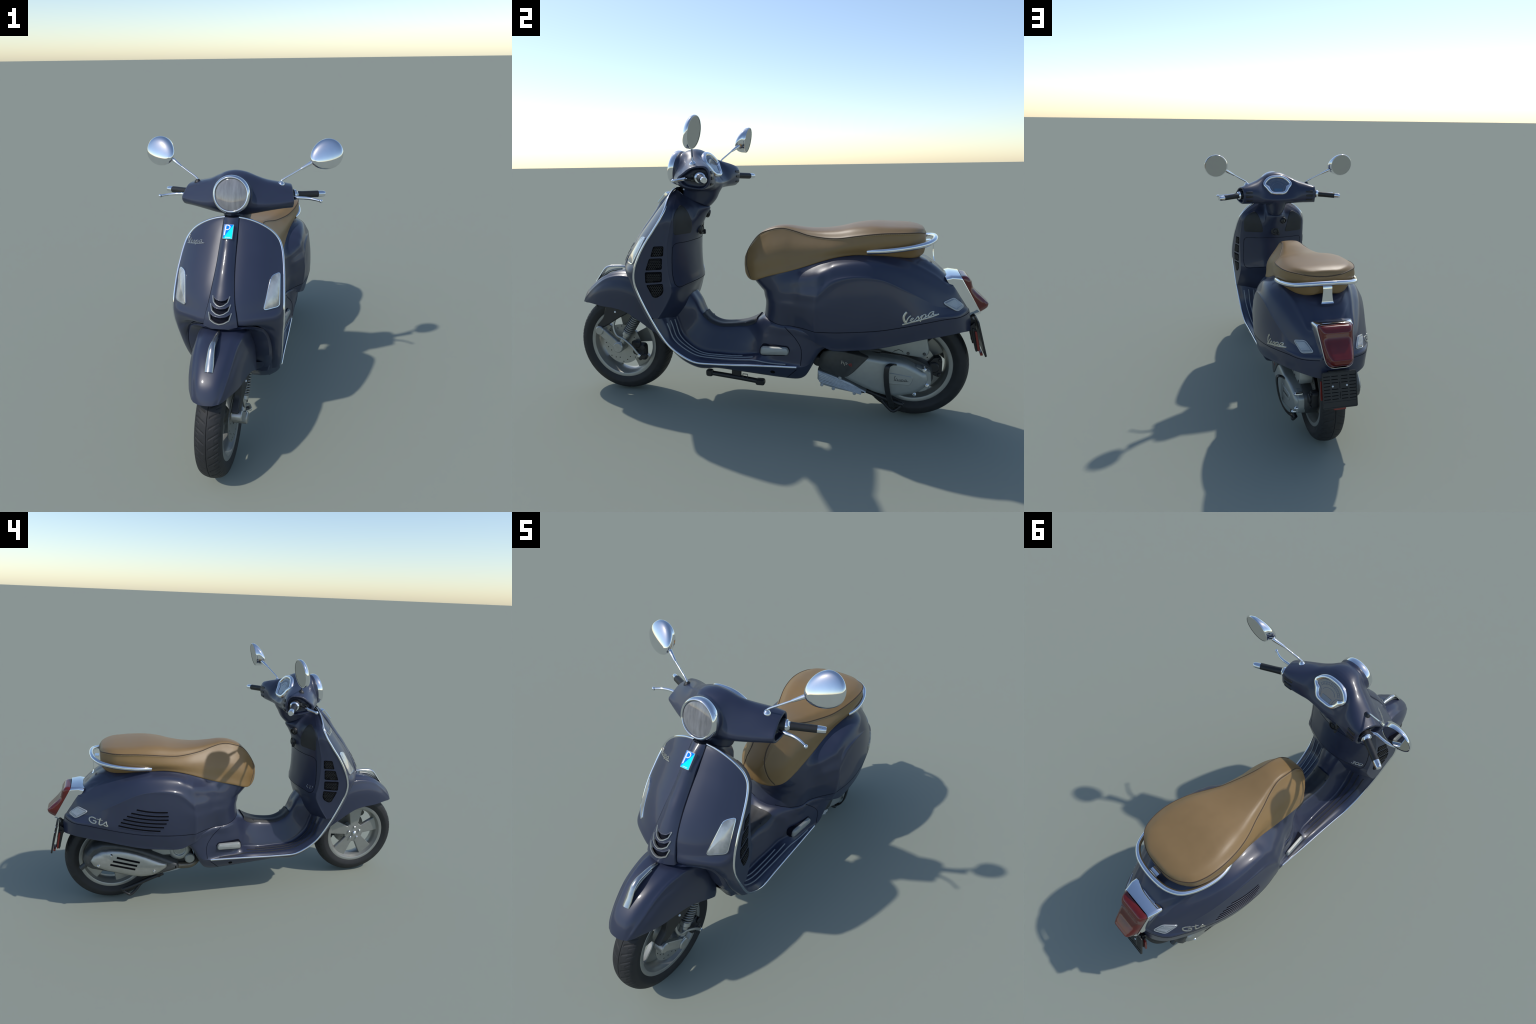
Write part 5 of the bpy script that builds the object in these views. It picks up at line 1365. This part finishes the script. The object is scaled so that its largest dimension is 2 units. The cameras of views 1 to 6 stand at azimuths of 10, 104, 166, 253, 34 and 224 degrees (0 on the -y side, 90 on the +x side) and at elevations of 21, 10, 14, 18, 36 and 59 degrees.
# ------------------------------------------------------------------ exhaust, right side
ex = bpy.data.objects.new("exhaust", None); COL.objects.link(ex); ex.parent = ROOT
muf = A([(0.843, 0.286), (0.831, 0.321), (0.792, 0.364), (0.741, 0.381), (0.690, 0.375), (0.640, 0.362), (0.594, 0.347), (0.540, 0.325), (0.490, 0.299), (0.440, 0.272), (0.397, 0.247), (0.352, 0.222), (0.350, 0.184),
         (0.385, 0.173), (0.425, 0.165), (0.462, 0.158), (0.500, 0.155), (0.550, 0.159), (0.600, 0.167), (0.650, 0.181), (0.704, 0.199), (0.755, 0.215), (0.805, 0.231), (0.835, 0.256)])
muf = muf + A([0, 0.012])
mo = resample(np.concatenate([muf, muf[:1]]), 110)[:-1]
mfr = lambda u, v, h: np.stack([-h, u, v], -1)
part("muffler", *prism(mo, [(0.022, 0.064), (0.008, 0.070), (0.0, 0.092), (0.0, 0.132), (0.006, 0.152), (0.014, 0.161), (0.022, 0.164)], mfr), GREY, parent=ex, angle=50)
shd = A([(0.806, 0.277), (0.789, 0.305), (0.749, 0.330), (0.698, 0.334), (0.660, 0.330), (0.621, 0.320), (0.576, 0.303), (0.531, 0.281), (0.475, 0.250), (0.418, 0.219), (0.416, 0.205), (0.425, 0.196), (0.455, 0.177), (0.493, 0.162), (0.548, 0.161), (0.580, 0.167), (0.613, 0.176), (0.670, 0.197), (0.729, 0.217), (0.792, 0.250)])
shd = shd + A([0, 0.022])
so = resample(np.concatenate([shd, shd[:1]]), 90)[:-1]
cso = so.mean(0)
def dome(o, c, lv):
    return grid_mesh(A([np.stack([np.full(len(o), -h), *(c + (o-c)*k).T], -1) for k, h in lv]), True, True)
hsd = part("heat_shield", *dome(so, cso, [(1.0, 0.140), (1.0, 0.165), (0.985, 0.173), (0.95, 0.179), (0.88, 0.184), (0.75, 0.188), (0.5, 0.1905), (0.2, 0.1915)]), SATIN, parent=ex, angle=50)
shc = caster(bvh_of(hsd), "right")
for a, b in [((0.675, 0.316), (0.561, 0.275)), ((0.695, 0.298), (0.575, 0.257)), ((0.709, 0.280), (0.585, 0.238))]:
    pa = resample(A([a, b]), 14)
    P_, N_ = shc(pa)
    part("shield_slot", *ribbon(P_, N_, 0.0105, 0.001), DARK, parent=hsd)
for y, z in ((0.701, 0.329), (0.766, 0.276), (0.487, 0.214)):
    P_, N_ = shc([(y, z)])
    part("shield_bolt", *lathe(A([(1e-4, 0.006), (0.005, 0.0055), (0.008, 0.002), (0.0085, -0.002)]), P_[0], (-1, 0, 0), 18), CHROME, parent=hsd)
part("tail_pipe", *lathe(A([(0.014, 0.0), (0.014, 0.042), (0.0115, 0.044), (0.0105, 0.040), (0.0105, 0.005)]), (-0.112, 0.822, 0.262), (0.0, 0.036, -0.027), 24), GREY, parent=ex)
part("exhaust_pipe", *tube(spline(A([(-0.112, 0.365, 0.200), (-0.110, 0.320, 0.192), (-0.105, 0.275, 0.193), (-0.090, 0.245, 0.210), (-0.060, 0.235, 0.240), (-0.02, 0.25, 0.27)]), 8), 0.019, 18), BROWNPIPE, parent=ex, angle=60)
# cylinder and fan housing peeking out above the pipe
part("cylinder_head", *combine(lathe(spline(A([(0.062, 0.0), (0.062, 0.05), (0.050, 0.062), (0.036, 0.064), (0.030, 0.058), (0.018, 0.060), (1e-4, 0.066)]), 3), (-0.075, 0.345, 0.300), (-1, 0, 0), 40),
     cylinder((-0.06, 0.290, 0.245), (-0.145, 0.290, 0.245), 0.028, 0.005, 28), box((-0.09, 0.43, 0.31), (0.09, 0.16, 0.10), 0.02)), CAST, parent=eng, angle=40)
for a in np.radians([20, 100, 200, 280]):
    c = A([-0.125, 0.345+0.052*math.cos(a), 0.300+0.052*math.sin(a)])
    part("head_bolt", *cylinder(c, c + A([-0.008, 0, 0]), 0.006, 0.001, 12), GREY, parent=eng)

print("parts", len(bpy.data.objects), "tris", sum(len(p.vertices)-2 for o in bpy.data.objects if o.type == "MESH" for p in o.data.polygons))
